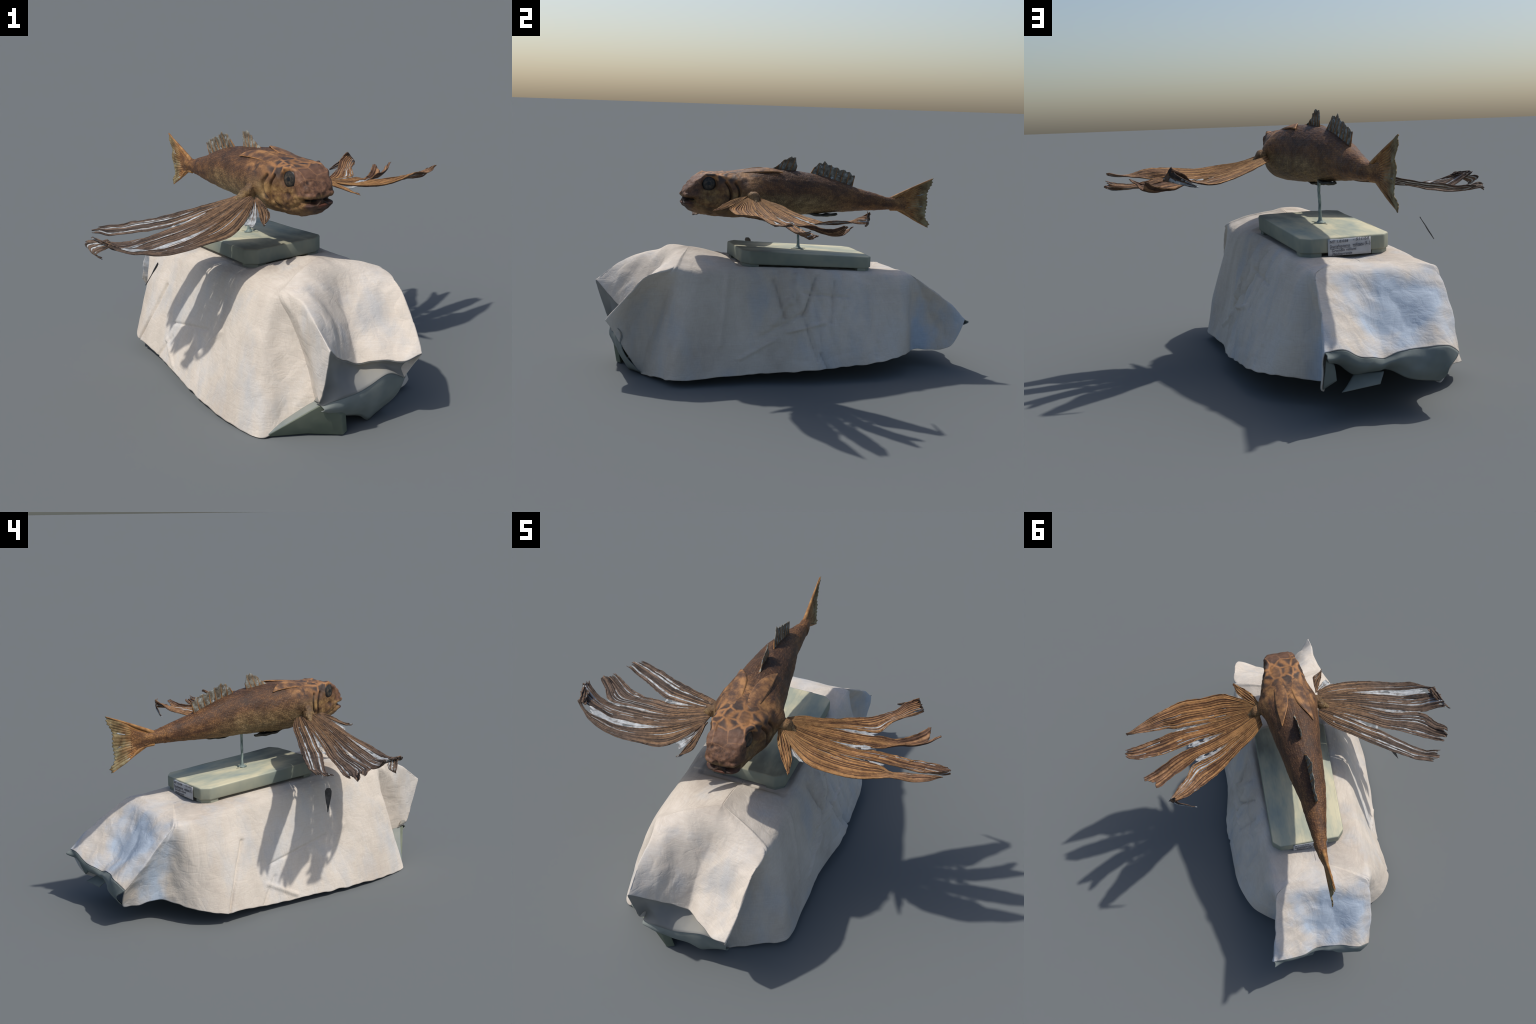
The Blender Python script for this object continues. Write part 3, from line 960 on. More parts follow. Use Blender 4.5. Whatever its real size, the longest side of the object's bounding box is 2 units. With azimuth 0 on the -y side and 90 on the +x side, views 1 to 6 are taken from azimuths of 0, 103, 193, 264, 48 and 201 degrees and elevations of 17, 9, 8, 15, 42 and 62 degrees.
tt = np.linspace(0, 1, NF)
fs = np.where(tt < .06, -.566 + .012 * (tt / .06) ** 2, 0)
fs = np.concatenate([-.540 + .006 * np.linspace(0, 1, 12, endpoint=False) ** 2, np.linspace(-.534, -.25, 130, endpoint=False), np.linspace(-.25, .790, NF - 142)])
prm = [lerp_table(fs, ST[:, 0], ST[:, k]) for k in range(1, 8)]
prm[0] = prm[0] - .006 * (fs < .6)
prm[1] = prm[1] * .94 - .001


def body_point(i, th):
    wc, hw, zt_, zb, zm, nt, nb = (p[i] for p in prm)
    c, s = np.cos(th), np.sin(th)
    up = s >= 0
    n = np.where(up, nt, nb)
    h = np.where(up, zt_ - zm, zm - zb)
    w = wc + hw * np.sign(c) * np.abs(c) ** (2 / n)
    # the underside narrows to a keel-less belly; the head narrows toward the throat
    z = zm + h * np.sign(s) * np.abs(s) ** (2 / n)
    return w, z


th = np.linspace(0, 2 * np.pi, NT, endpoint=False)
BW, BZ = np.empty((NF, NT)), np.empty((NF, NT))
for i in range(NF):
    BW[i], BZ[i] = body_point(i, th)
BF = np.repeat(fs[:, None], NT, 1)
headk = 1 - sstep(-.40, -.27, BF)
# throat is narrower than the cheeks
nar = headk * sstep(.90, .82, BZ) * .0
BP = np.stack([BF, BW, BZ], 2)


def normals_of(P):
    a = np.gradient(P, axis=0)
    b = np.roll(P, -1, 1) - np.roll(P, 1, 1)
    n = np.cross(b, a)
    n /= np.maximum(np.linalg.norm(n, axis=2), 1e-9)[..., None]
    mid = P.mean(1, keepdims=True)
    s = np.sign(((P - mid) * n).sum(2).mean())
    return n * s


BN = normals_of(BP)
WC = lerp_table(fs, ST[:, 0], ST[:, 1])[:, None]
side = np.sign(BW - WC)
SD = np.abs(BW - WC)
D = np.zeros((NF, NT))


def line_groove(poly, depth, width, power=2):
    """Groove along a polyline given in side view (f, z), on both flanks."""
    best = np.full((NF, NT), 9.0)
    p = spline(poly, 40)
    for q in p:
        best = np.minimum(best, np.hypot(BF - q[0], BZ - q[1]))
    flank = sstep(.25, .55, np.abs(BN[..., 1]))
    return depth * np.exp(-(best / width) ** power) * flank


# eye sockets with a raised brow
EYE = (-.418, .999)
re = np.hypot(BF - EYE[0], BZ - EYE[1])
flank = sstep(.2, .6, np.abs(BN[..., 1])) * (SD > .03)
D -= .016 * (1 - sstep(.034, .046, re)) * flank
D += .004 * np.exp(-((re - .050) / .007) ** 2) * flank
D -= .007 * np.exp(-((BF + .405) / .045) ** 2 - ((BZ - .940) / .016) ** 2) * sstep(.2, .6, np.abs(BN[..., 1]))
D += .005 * np.exp(-((BF + .43) / .055) ** 2 - ((BZ - 1.040) / .008) ** 2) * (SD > .06)
# nostrils
for s in (1, -1):
    r = np.sqrt((BF + .497) ** 2 + (BW - (-.084 + s * .047)) ** 2 * .9 + (BZ - .985) ** 2)
    D -= .012 * np.exp(-(r / .011) ** 2)
# gill cover edge, shoulder edge, cheek line
D += line_groove([(-.335, 1.005), (-.318, .975), (-.312, .935), (-.318, .895), (-.345, .868)], -.016, .006)
D += line_groove([(-.285, 1.0), (-.268, .965), (-.272, .925), (-.29, .90)], -.014, .008)
D += line_groove([(-.325, .868), (-.40, .868), (-.45, .885), (-.50, .905)], -.008, .009)
D += line_groove([(-.355, 1.0), (-.34, .97), (-.335, .93), (-.345, .89)], .004, .012)
D += line_groove([(-.50, .955), (-.45, .958), (-.40, .952), (-.36, .965)], .003, .010)
# mouth: a gaping slit right round the snout, with swollen lips
mf = 1 - sstep(-.515, -.468, BF)
zs_ = .913 + .0 * BF
D -= .030 * mf * np.exp(-((BZ - .912) / .0105) ** 4)
D += .004 * mf * np.exp(-((BZ - .934) / .0085) ** 2)
D += .005 * mf * np.exp(-((BZ - .893) / .0075) ** 2)
# chin hollow and snout groove
D -= .012 * (1 - sstep(-.55, -.50, BF)) * np.exp(-((BZ - .868) / .010) ** 2) * (SD < .035)
D -= .003 * (1 - sstep(-.525, -.50, BF)) * np.exp(-((BZ - .950) / .006) ** 2)
D -= .004 * (1 - sstep(-.50, -.46, BF)) * np.exp(-((SD) / .012) ** 2) * sstep(.95, .97, BZ)
# rim of the upper lip running back to the cheek
D += line_groove([(-.55, .940), (-.50, .938), (-.45, .925), (-.41, .905)], .004, .008)
# skull: sharp-edged roof, a long groove each side of the nape
topm = sstep(.5, .9, BN[..., 2])
D += .004 * (1 - sstep(-.20, -.10, BF)) * sstep(-.50, -.44, BF) * np.exp(-((SD / np.maximum(prm[1][:, None], .01) - .80) / .12) ** 2) * sstep(.99, 1.02, BZ)
# shoulder bulge behind the gill where the fins join
for (f0, z0, r0, h0) in ((-.21, .945, .045, .016), (-.16, .985, .05, .006)):
    D += h0 * np.exp(-((BF - f0) ** 2 + (BZ - z0) ** 2) / r0**2) * sstep(.3, .7, np.abs(BN[..., 1]))
D += np.where(BW > WC, .016, .004) * np.exp(-((BF + .205) / .062) ** 2 - ((BZ - .968) / .034) ** 2) * sstep(.2, .5, np.abs(BN[..., 1]))
# shrunken, lumpy dried skin
for i in range(NF):
    for j in range(NT):
        q = BP[i, j]
        hd = headk[i, j]
        D[i, j] += (.0032 * fbm(q, 14, 3) + .0013 * nz(q, 60) * (1 + hd) + .003 * hd * nz(q, 26)) * min(1, (i + 1) / 10)
BPd = BP + BN * D[..., None]
BPw = BPd[..., 0:1] * AX_F + BPd[..., 1:2] * AX_W + BPd[..., 2:3] * UP
bverts = BPw.reshape(-1, 3)
bfaces = grid_faces(NF, NT, True)
cap0 = bverts[:NT].mean(0) - AX_F * .002
cap1 = bverts[-NT:].mean(0)
bverts = np.vstack([bverts, cap0, cap1])
bfaces += [(j, (j + 1) % NT, NF * NT) [::-1] for j in range(NT)]
bfaces += [((NF - 1) * NT + j, (NF - 1) * NT + (j + 1) % NT, NF * NT + 1) for j in range(NT)]
tmp = new_object("fish_tmp", bverts, bfaces, M_SKIN, None, True, FISH_FRAME)
fix_normals(tmp)
vn = np.empty(len(bverts) * 3)
tmp.data.vertices.foreach_get("normal", vn)
vn = vn.reshape(-1, 3)
co = np.empty(len(bverts) * 3)
tmp.data.vertices.foreach_get("co", co)
co = co.reshape(-1, 3)
flist = [tuple(p.vertices) for p in tmp.data.polygons]
bpy.data.objects.remove(tmp)


def ring_of(v):
    return 0 if v == NF * NT else (NF - 1 if v == NF * NT + 1 else v // NT)


i_gill, i_stalk = int(np.searchsorted(fs, -.30)), int(np.searchsorted(fs, .46))
groups = {"head": [], "torso": [], "tail": []}
for fc in flist:
    r = min(ring_of(v) for v in fc)
    groups["head" if r < i_gill else "torso" if r < i_stalk else "tail"].append(fc)
parts = {}
for name, fl in groups.items():
    used = sorted({v for fc in fl for v in fc})
    idx = {v: k for k, v in enumerate(used)}
    me = bpy.data.meshes.new(name)
    me.from_pydata(co[used].tolist(), [], [[idx[v] for v in fc] for fc in fl])
    me.materials.append(M_SKIN)
    me.shade_smooth()
    me.normals_split_custom_set_from_vertices(vn[used].tolist())
    ob = bpy.data.objects.new(name, me)
    bpy.context.scene.collection.objects.link(ob)
    ob.matrix_world = FISH_FRAME
    to_parent(ob, mount)
    parts[name] = ob

# surface lookup: height of the back at (f, w)
from mathutils.bvhtree import BVHTree
BVH = BVHTree.FromPolygons(bverts.tolist(), [list(fc) for fc in flist])


def back_point(f, w, lift=0.0):
    o = fw(f, w, 1.6)
    hit, nrm, _, _ = BVH.ray_cast(Vector(o), Vector((0, 0, -1)))
    if hit is None:
        return fw(f, w, .96 + lift)
    return np.array(hit) + UP * lift


# eyes: flattened glass domes
for s in (1, -1):
    w_e = -.081 + s * .0800
    bm = bmesh.new()
    bmesh.ops.create_uvsphere(bm, u_segments=40, v_segments=24, radius=.0365)
    me = bpy.data.meshes.new("eye")
    bm.to_mesh(me)
    bm.free()
    me.materials.append(M_EYE)
    me.shade_smooth()
    eye = bpy.data.objects.new("eye", me)
    bpy.context.scene.collection.objects.link(eye)
    out = Vector(AX_W * s) * .96 + Vector(AX_F) * -.22 + Vector((0, 0, .10))
    out.normalize()
    yv = Vector((0, 0, 1)).cross(out).normalized()
    zv = out.cross(yv)
    rot = Matrix((out, yv, zv)).transposed().to_4x4()
    c = fw(EYE[0], w_e, EYE[1])
    eye.matrix_world = Matrix.Translation(c) @ rot @ Matrix.Diagonal((.30, 1, 1.04, 1))
    to_parent(eye, parts["head"])

# gape: dark lining behind the lips, and a fleshy lower lip
lip = spline([fw(-.490, -.152, .893), fw(-.522, -.135, .892), fw(-.540, -.080, .893), fw(-.523, -.032, .893), fw(-.494, -.012, .895)], 40)
v, f = tube(lip, [.0050 + .002 * math.sin(math.pi * t) + .0015 * nz((t * 9, 0, 0)) for t in np.linspace(0, 1, 40)], 10)
lp = new_object("lower_lip", v, f, M_LIP)
to_parent(lp, parts["head"])
bm = bmesh.new()
bmesh.ops.create_uvsphere(bm, u_segments=24, v_segments=12, radius=1)
me = bpy.data.meshes.new("mouth_lining")
bm.to_mesh(me)
bm.free()
me.materials.append(M_DARK)
me.shade_smooth()
gape = bpy.data.objects.new("mouth_lining", me)
bpy.context.scene.collection.objects.link(gape)
gape.matrix_world = FISH_FRAME @ Matrix.Translation((-.482, .082, .912)) @ Matrix.Diagonal((.042, .060, .010, 1))
to_parent(gape, parts["head"])

# ------------------------------------------------------------------ nape spines: two flat bony blades with a raised rim
for tip, root_o, root_i, mid_o, mid_i in (
        ((-.010, .000), (-.30, -.012), (-.275, -.072), (-.12, .006), (-.12, -.052)),
        ((-.018, -.170), (-.30, -.150), (-.275, -.090), (-.12, -.168), (-.12, -.110))):
    n_s, n_w = 30, 13
    eo = spline([(*root_o, 0), (*mid_o, 0), (*tip, 0)], n_s)
    ei = spline([(*root_i, 0), (*mid_i, 0), (*tip, 0)], n_s)
    vs = []
    for i in range(n_s):
        t = i / (n_s - 1)
        for k in range(n_w):
            u = k / (n_w - 1)
            q = eo[i] * (1 - u) + ei[i] * u
            lift = -.0062 + .0095 * sstep(.0, .85, t) + .006 * t
            crown = .003 * (1 - (2 * u - 1) ** 2)
            vs.append(back_point(q[0], q[1], lift + crown * (1 - t)))
    vs = np.array(vs).reshape(n_s, n_w, 3)
    for _ in range(4):                                          # ease off the skin's lumps
        vs[1:-1] = (vs[:-2] + vs[2:] + 2 * vs[1:-1]) / 4
    v, f = sheet(vs.reshape(-1, 3), grid_faces(n_s, n_w), .0065)
    sp = new_object("nape_spine", v, f, M_SPINE, None, True, FISH_FRAME)
    fix_normals(sp)
    to_parent(sp, parts["head"])
    rimline = np.vstack([vs[:, 0], vs[::-1, -1]])
    v, f = tube(rimline, np.full(len(rimline), .0021), 6)
    rm = new_object("spine_rim", v, f, M_SPINE_RIM)
    to_parent(rm, parts["head"])


# ------------------------------------------------------------------ fans: pectoral fins
def fin_frame(origin, toward, spread):
    x = Vector(toward).normalized()
    z = x.cross(Vector(spread)).normalized()
    if z.z < 0:
        z = -z
    y = z.cross(x)
    m = Matrix((x, y, z)).transposed().to_4x4()
    m.translation = Vector(origin)
    return m


def strip(edge_a, edge_b, nrays, ns=70, amp=.004, jag=.05, seed=0, torn=.30, sag=0.0, mid=None, jag_side=.011, torn_from=.25, holes=True):
    """One finger of a fin between two edge curves: corrugated along its rays, ragged at the tip.
    Returns membrane faces, torn (bleached) faces, holes left out, and the ray lines."""
    per = 6
    ncol = nrays * per + 1
    A_, B_ = spline(edge_a, ns), spline(edge_b, ns)
    Mi = spline(mid, ns) if mid is not None else None
    P = np.empty((ns, ncol, 3))
    us = np.linspace(0, 1, ncol)
    for j, u in enumerate(us):
        if Mi is None:
            P[:, j] = A_ * (1 - u) + B_ * u
        else:
            P[:, j] = A_ * (2 * (u - .5) * (u - 1)) + Mi * (4 * u * (1 - u)) + B_ * (2 * u * (u - .5))
    r = np.random.default_rng(seed)
    # ragged tips: every column ends at its own place
    raw = np.array([1.3 * nz((u * nrays * .55, seed * 3.7, 0)) + .6 * nz((u * nrays * 2.2, seed * 2.1, 5)) for u in us])
    endt = 1 - jag * np.clip(.5 + raw * 1.1, 0, 1.6)
    Q = np.empty_like(P)
    for j in range(ncol):
        t = np.linspace(0, endt[j], ns)
        x = t * (ns - 1)
        i0 = np.clip(x.astype(int), 0, ns - 2)
        fr = (x - i0)[:, None]
        Q[:, j] = P[i0, j] * (1 - fr) + P[i0 + 1, j] * fr
    P = Q
    du = np.gradient(P, axis=1)
    dv = np.gradient(P, axis=0)
    N_ = np.cross(du, dv)
    N_ /= np.maximum(np.linalg.norm(N_, axis=2), 1e-9)[..., None]
    if N_[..., 2].mean() < 0:
        N_ = -N_
    sv_ = np.linspace(0, 1, ns)
    width = np.linalg.norm(P[:, -1] - P[:, 0], axis=1) / nrays
    a_loc = np.minimum(amp, width * .22)
    phase = us * nrays
    wave = np.abs((phase % 1) - .5) * 2                    # 1 on the rays, 0 between
    P = P + N_ * ((wave[None, :] - .5) * 2 * a_loc[:, None] - (sag * np.sin(np.pi * us))[None, :] * sv_[:, None])[..., None]
    for i in range(ns):
        k = sstep(.3, 1, sv_[i])
        curl = sstep(.82, 1, sv_[i])
        for j in range(ncol):
            P[i, j] += N_[i, j] * (.011 * k * fbm(P[i, j], 9, 2, seed) + .016 * curl * nz((us[j] * nrays * .45, seed * 3.1, sv_[i] * 2), 1.0) + .0016 * nz(P[i, j], 34, seed))
            if j in (0, ncol - 1):
                P[i, j] += (P[i, ncol // 2] - P[i, j]) * jag_side / max(width[i] * nrays / 2, .02) * max(0, nz(P[i, j], 38, 2.0) + .7 * nz(P[i, j], 90, 5.0) + .15) * sstep(.1, .3, sv_[i])
    mem, tornf, hole, shade = [], [], set(), []
    faces = grid_faces(ns, ncol)
    for q, fc in enumerate(faces):
        i, j = q // (ncol - 1), q % (ncol - 1)
        s_, ray = sv_[i], (j + .5) / per
        between = 1 - abs((ray % 1) - .5) * 2              # 1 between rays
        lane = int(ray)
        lane_v = 1.3 * noise.noise(Vector((lane * 3.13 + seed * 5.37, 2.2, seed * 1.3))) + .7 * noise.noise(Vector((lane * 1.7, s_ * 2.4, seed)))
        fine = noise.noise(Vector((ray * 2.3, s_ * 9, seed * 1.7)))
        score = lane_v * .9 + fine * .45 + (between - .5) * 1.3 + .25 * sstep(torn_from, .8, s_) - 1.0 + torn
        if holes == "few":
            if noise.noise(Vector((ray * 1.4 + seed, s_ * 9.0, seed * .37))) > .27 and 3 < i < ns - 3 and between < .92:
                hole.add(q)
            else:
                tornf.append(fc)
            continue
        if holes and score > .86 and s_ > torn_from + .12 and 0 < i < ns - 2 and between > .3:
            hole.add(q)
        elif score > .0 and s_ > torn_from * .5:
            tornf.append(fc)
        else:
            mem.append(fc)
            tone_v = .25 * (.5 - between) + .7 * noise.noise(Vector((ray * 1.1 + seed * 7.1, s_ * 1.3, seed * .7))) + .75 * noise.noise(Vector((ray * 4.3, s_ * 3.0, seed * 2.3)))
            shade.append(0 if tone_v < -.12 else 1 if tone_v < .14 else 2)
    rays = [P[:, min(ncol - 1, k * per)] + N_[:, min(ncol - 1, k * per)] * .0005 for k in range(nrays + 1)]
    return P.reshape(-1, 3), mem, tornf, rays, shade


def compact(v, faces):
    used = sorted({i for f in faces for i in f})
    m = {k: i for i, k in enumerate(used)}
    return v[used], [tuple(m[i] for i in f) for f in faces]


def build_fan(name, frame, strips, mat, ray_mat, ray_r=.0022, thick=.0028):
    mv, mf, tv, tf, rays, tones = [], [], [], [], [], []
    om = ot = 0
    for s in strips:
        P, m, t, r, sh = s
        tones += sh
        v, f = compact(P, m)
        mv.append(v)
        mf += [tuple(i + om for i in q) for q in f]
        om += len(v)
        if t:
            v, f = compact(P, t)
            tv.append(v)
            tf += [tuple(i + ot for i in q) for q in f]
            ot += len(v)
        rays += r
    v, f = sheet(np.vstack(mv), mf, thick)
    fan = new_object(name, v, f, mat, None, True, frame)
    tones = tones + tones
    fan.data.polygons.foreach_set('material_index', tones + [1] * (len(f) - len(tones)))
    to_parent(fan, mount)
    if tv:
        v, f = sheet(np.vstack(tv), tf, thick * .6)
        o = new_object("torn_membrane", v, f, M_TORN, None, True, frame, "stuff")
        to_parent(o, fan)
    for r in rays:
        n = len(r)
        stop = int(n * rng.uniform(.80, .95))
        q = r[:stop:2]
        if len(q) < 4:
            continue
        rr = ray_r * np.linspace(1.15, .45, len(q)) * np.minimum(1, np.linspace(.55, 6, len(q)))
        v, f = tube(q, rr, 5)
        o = new_object("fin_ray", v, f, ray_mat, None, True, frame)
        to_parent(o, fan)
    return fan


def inset(a, b, width, s0, s1, s2):
    """Edge a drawn in towards edge b by up to `width`, opening between s0 and s1 and closing again by s2."""
    n = 60
    A_, B_ = spline(a, n), spline(b, n)
    d = B_ - A_
    ln = np.linalg.norm(d, axis=1)[:, None]
    t = np.linspace(0, 1, n)
    w = width * sstep(s0, s1, t) * (1 - sstep(s1, s2, t))
    return A_ + d / np.maximum(ln, 1e-6) * np.minimum(w[:, None], ln * .4)


def bridge(a, b, s0, s1, seed):
    """Pale torn web left stretched between two fingers, from s0 to s1 along their edges."""
    n = 60
    i0, i1 = int(s0 * (n - 1)), int(s1 * (n - 1))
    return strip(spline(a, n)[i0:i1], spline(b, n)[i0:i1], 2, 44, .0012, .10, seed, 2.2, .006, None, .004, -1.0, holes="few")


# -x wing (dark).  Edge curves run root to tip.
W_rear = [(-.130, -.220, .893), (-.186, -.203, .872), (-.348, -.195, .834), (-.520, -.192, .797), (-.680, -.193, .778), (-.806, -.214, .774)]
W_1f = [(-.112, -.262, .905), (-.250, -.290, .850), (-.440, -.308, .783), (-.570, -.294, .759), (-.690, -.283, .750), (-.822, -.298, .768)]
W_2r = [(-.112, -.262, .905), (-.250, -.290, .850), (-.440, -.322, .778), (-.576, -.356, .746), (-.690, -.362, .735), (-.815, -.366, .752), (-.842, -.375, .740)]
W_2f = [(-.098, -.305, .907), (-.300, -.395, .820), (-.500, -.455, .768), (-.660, -.510, .748), (-.741, -.472, .753), (-.805, -.458, .768), (-.828, -.452, .742)]
W_3r = [(-.098, -.305, .907), (-.300, -.395, .820), (-.500, -.455, .768), (-.655, -.515, .748), (-.715, -.542, .776), (-.778, -.542, .824)]
W_3f = [(-.085, -.335, .905), (-.230, -.455, .830), (-.400, -.545, .778), (-.560, -.600, .765), (-.650, -.625, .785), (-.695, -.640, .818)]
W_4r = [(-.085, -.335, .905), (-.230, -.455, .830), (-.400, -.555, .776), (-.540, -.615, .764), (-.620, -.650, .780), (-.685, -.645, .815)]
W_4f = [(-.074, -.365, .900), (-.110, -.460, .840), (-.160, -.525, .794), (-.290, -.598, .770), (-.440, -.650, .752), (-.545, -.675, .770), (-.630, -.664, .785), (-.672, -.657, .812)]
W_FRAME = fin_frame((-.095, -.29, .905), (-.70, -.20, -.13), (-.15, .5, 0))
w1f, w2r = inset(W_1f, W_rear, .010, .10, .40, .52), inset(W_2r, W_2f, .011, .10, .40, .52)
w2f, w3r = inset(W_2f, W_2r, .009, .15, .60, .85), inset(W_3r, W_3f, .012, .15, .60, .85)
w3f, w4r = inset(W_3f, W_3r, .016, .15, .62, .95), inset(W_4r, W_4f, .012, .15, .62, .95)
strips = [
    strip(W_rear, w1f, 7, seed=1, torn=.26, amp=.0018, jag=.05),
    strip(w2r, w2f, 8, seed=2, torn=.30, amp=.0018, jag=.06),
    strip(w3r, w3f, 6, seed=3, torn=.30, amp=.0018, jag=.06, torn_from=.2),
    strip(w4r, W_4f, 7, seed=4, torn=.30, amp=.0018, jag=.02, torn_from=.2),
    bridge(w1f, w2r, .13, .52, 61), bridge(w2f, w3r, .16, .80, 62), bridge(w3f, w4r, .16, .93, 63),
]
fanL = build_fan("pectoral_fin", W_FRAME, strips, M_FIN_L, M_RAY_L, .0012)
# curled rag at the tip of the front fingers
rag = strip([(-.655, -.640, .800), (-.690, -.630, .785), (-.735, -.610, .755), (-.700, -.625, .735)], [(-.690, -.585, .812), (-.735, -.570, .800), (-.790, -.555, .790), (-.755, -.590, .750)], 3, 26, .003, .16, 9, .45, 0.0, None, .01, .1)
s4 = strip([(-.670, -.655, .808), (-.705, -.620, .815), (-.750, -.570, .822)], [(-.640, -.640, .790), (-.690, -.600, .795), (-.762, -.548, .812)], 2, 24, .002, .05, 11, .2)
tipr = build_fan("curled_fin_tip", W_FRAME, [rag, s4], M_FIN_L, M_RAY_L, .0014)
to_parent(tipr, fanL)
# short free front finger, with pale web to the main fan
W_sm = strip([(-.070, -.350, .905), (-.062, -.430, .868), (-.052, -.505, .838), (-.040, -.550, .822)], [(-.060, -.372, .908), (-.030, -.425, .885), (-.012, -.480, .855), (-.050, -.556, .832)], 4, 36, .003, .08, 21, .05, .004)
W_web = strip([(-.075, -.365, .898), (-.100, -.440, .845), (-.135, -.515, .805)], [(-.070, -.360, .899), (-.066, -.430, .862), (-.075, -.500, .818)], 2, 30, .002, .18, 22, 1.8, .01, torn_from=.02, holes=False)
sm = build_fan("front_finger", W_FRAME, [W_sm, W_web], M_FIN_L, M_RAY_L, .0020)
to_parent(sm, fanL)

# +x wing (tawny)
V_rear = [(.140, -.060, .915), (.160, .012, .900), (.215, .115, .867), (.278, .258, .841), (.334, .357, .838), (.365, .425, .858), (.382, .472, .886), (.418, .514, .918)]
V_1f = [(.165, -.095, .935), (.240, .020, .890), (.330, .140, .860), (.425, .250, .848), (.426, .330, .868), (.445, .415, .868), (.468, .510, .870)]
V_2r = [(.165, -.095, .935), (.240, .020, .890), (.330, .140, .860), (.435, .245, .842), (.489, .311, .823), (.520, .380, .830), (.555, .470, .870)]
V_2m = [(.172, -.107, .938), (.255, -.005, .890), (.360, .105, .855), (.465, .212, .838), (.520, .285, .824), (.560, .355, .814), (.602, .445, .868)]
V_2f = [(.180, -.120, .940), (.270, -.030, .890), (.390, .070, .850), (.500, .180, .842), (.541, .249, .856), (.592, .330, .848), (.648, .435, .877)]
V_3r = [(.180, -.120, .940), (.270, -.030, .890), (.390, .070, .850), (.508, .160, .843), (.575, .212, .832), (.671, .281, .828), (.735, .318, .834), (.797, .326, .845)]
V_3m = [(.184, -.129, .941), (.285, -.058, .892), (.415, .035, .858), (.545, .125, .850), (.608, .178, .838), (.680, .232, .826), (.750, .282, .822), (.806, .315, .840)]
V_3f = [(.188, -.138, .942), (.300, -.085, .895), (.440, .000, .865), (.582, .088, .862), (.640, .140, .856), (.690, .178, .842), (.760, .245, .846), (.816, .302, .866)]
V_4r = [(.188, -.138, .942), (.300, -.085, .895), (.440, .000, .865), (.580, .084, .858), (.640, .094, .852), (.690, .130, .862), (.745, .165, .868), (.825, .217, .884)]
V_4f = [(.196, -.160, .940), (.270, -.172, .920), (.350, -.186, .902), (.410, -.189, .896), (.520, -.134, .882), (.620, -.073, .892), (.693, .018, .900), (.763, .095, .878), (.800, .155, .872), (.828, .220, .882)]
V_FRAME = fin_frame((.185, -.125, .938), (.45, .30, -.07), (-.3, .5, 0))
v1f, v2r = inset(V_1f, V_rear, .014, .22, .54, .66), inset(V_2r, V_2f, .017, .22, .54, .66)
v2f, v3r = inset(V_2f, V_2r, .014, .20, .50, .62), inset(V_3r, V_3f, .014, .18, .46, .58)
v3f, v4r = inset(V_3f, V_3r, .010, .28, .56, .66), inset(V_4r, V_4f, .015, .28, .56, .66)
strips = [
    strip(V_rear, v1f, 8, seed=31, torn=.20, amp=.002, jag=.04, torn_from=.35),
    strip(v2r, v2f, 6, mid=V_2m, seed=32, torn=.26, amp=.002, jag=.05, torn_from=.3),
    strip(v3r, v3f, 6, mid=V_3m, seed=33, torn=.24, amp=.002, jag=.04, torn_from=.3),
    strip(v4r, V_4f, 11, seed=34, torn=.06, jag=.01, torn_from=.5, amp=.0034),
    bridge(v1f, v2r, .24, .66, 64), bridge(v2f, v3r, .20, .60, 65), bridge(v3f, v4r, .30, .65, 66),
]
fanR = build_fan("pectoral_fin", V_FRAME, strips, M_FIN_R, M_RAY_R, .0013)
blade = strip([(.425, .500, .925), (.405, .510, .895), (.370, .500, .872), (.330, .485, .845)], [(.462, .505, .872), (.440, .508, .862), (.400, .502, .850), (.312, .476, .833)], 2, 26, .002, .03, 41, .25)
b2 = strip([(.548, .455, .862), (.580, .440, .868), (.620, .430, .875)], [(.560, .425, .845), (.600, .400, .850), (.640, .385, .862)], 2, 20, .002, .08, 42, .9)
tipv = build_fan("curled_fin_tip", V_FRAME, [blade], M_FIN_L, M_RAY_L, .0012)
to_parent(tipv, fanR)
V_sm = strip([(.190, -.158, .942), (.260, -.225, .918), (.330, -.258, .895), (.396, -.283, .874)], [(.205, -.150, .940), (.285, -.178, .915), (.345, -.215, .892), (.390, -.275, .874)], 4, 36, .003, .03, 51, -.1, -.004)
V_web = strip([(.205, -.152, .936), (.290, -.182, .908), (.345, -.205, .884)], [(.200, -.155, .936), (.290, -.170, .912), (.400, -.190, .893)], 2, 30, .002, .12, 52, 1.8, .008, torn_from=.02, holes=False)
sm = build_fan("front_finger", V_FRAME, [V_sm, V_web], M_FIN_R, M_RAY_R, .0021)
to_parent(sm, fanR)

# fleshy fin roots
for pts, rr in (([fw(-.20, -.165, 1.00), fw(-.195, -.198, .958), (-.096, -.292, .924), (-.120, -.290, .902), (-.160, -.300, .882)], (.014, .026, .030, .026, .008)),
                ([fw(-.205, .020, .985), fw(-.205, .043, .965), (.180, -.131, .946), (.195, -.115, .932), (.235, -.095, .912)], (.014, .026, .030, .026, .008))):
    n = 30
    c = spline([np.array(p, float) for p in pts], n)
    r = np.interp(np.linspace(0, 1, n), np.linspace(0, 1, len(rr)), rr)
    v, f = tube(c, r, 18)
    ctr_ = np.repeat(c, 18, 0)
    v = np.array([ctr_[i] + (p - ctr_[i]) * (1 + .34 * nz(p, 26) + .16 * nz(p, 70)) if i < len(ctr_) else p for i, p in enumerate(v)])
    o = new_object("fin_root", v, f, M_JOINT, None, True, FISH_FRAME)
    o.data.materials.clear()
    o.data.materials.append(M_SKIN)
    to_parent(o, mount)

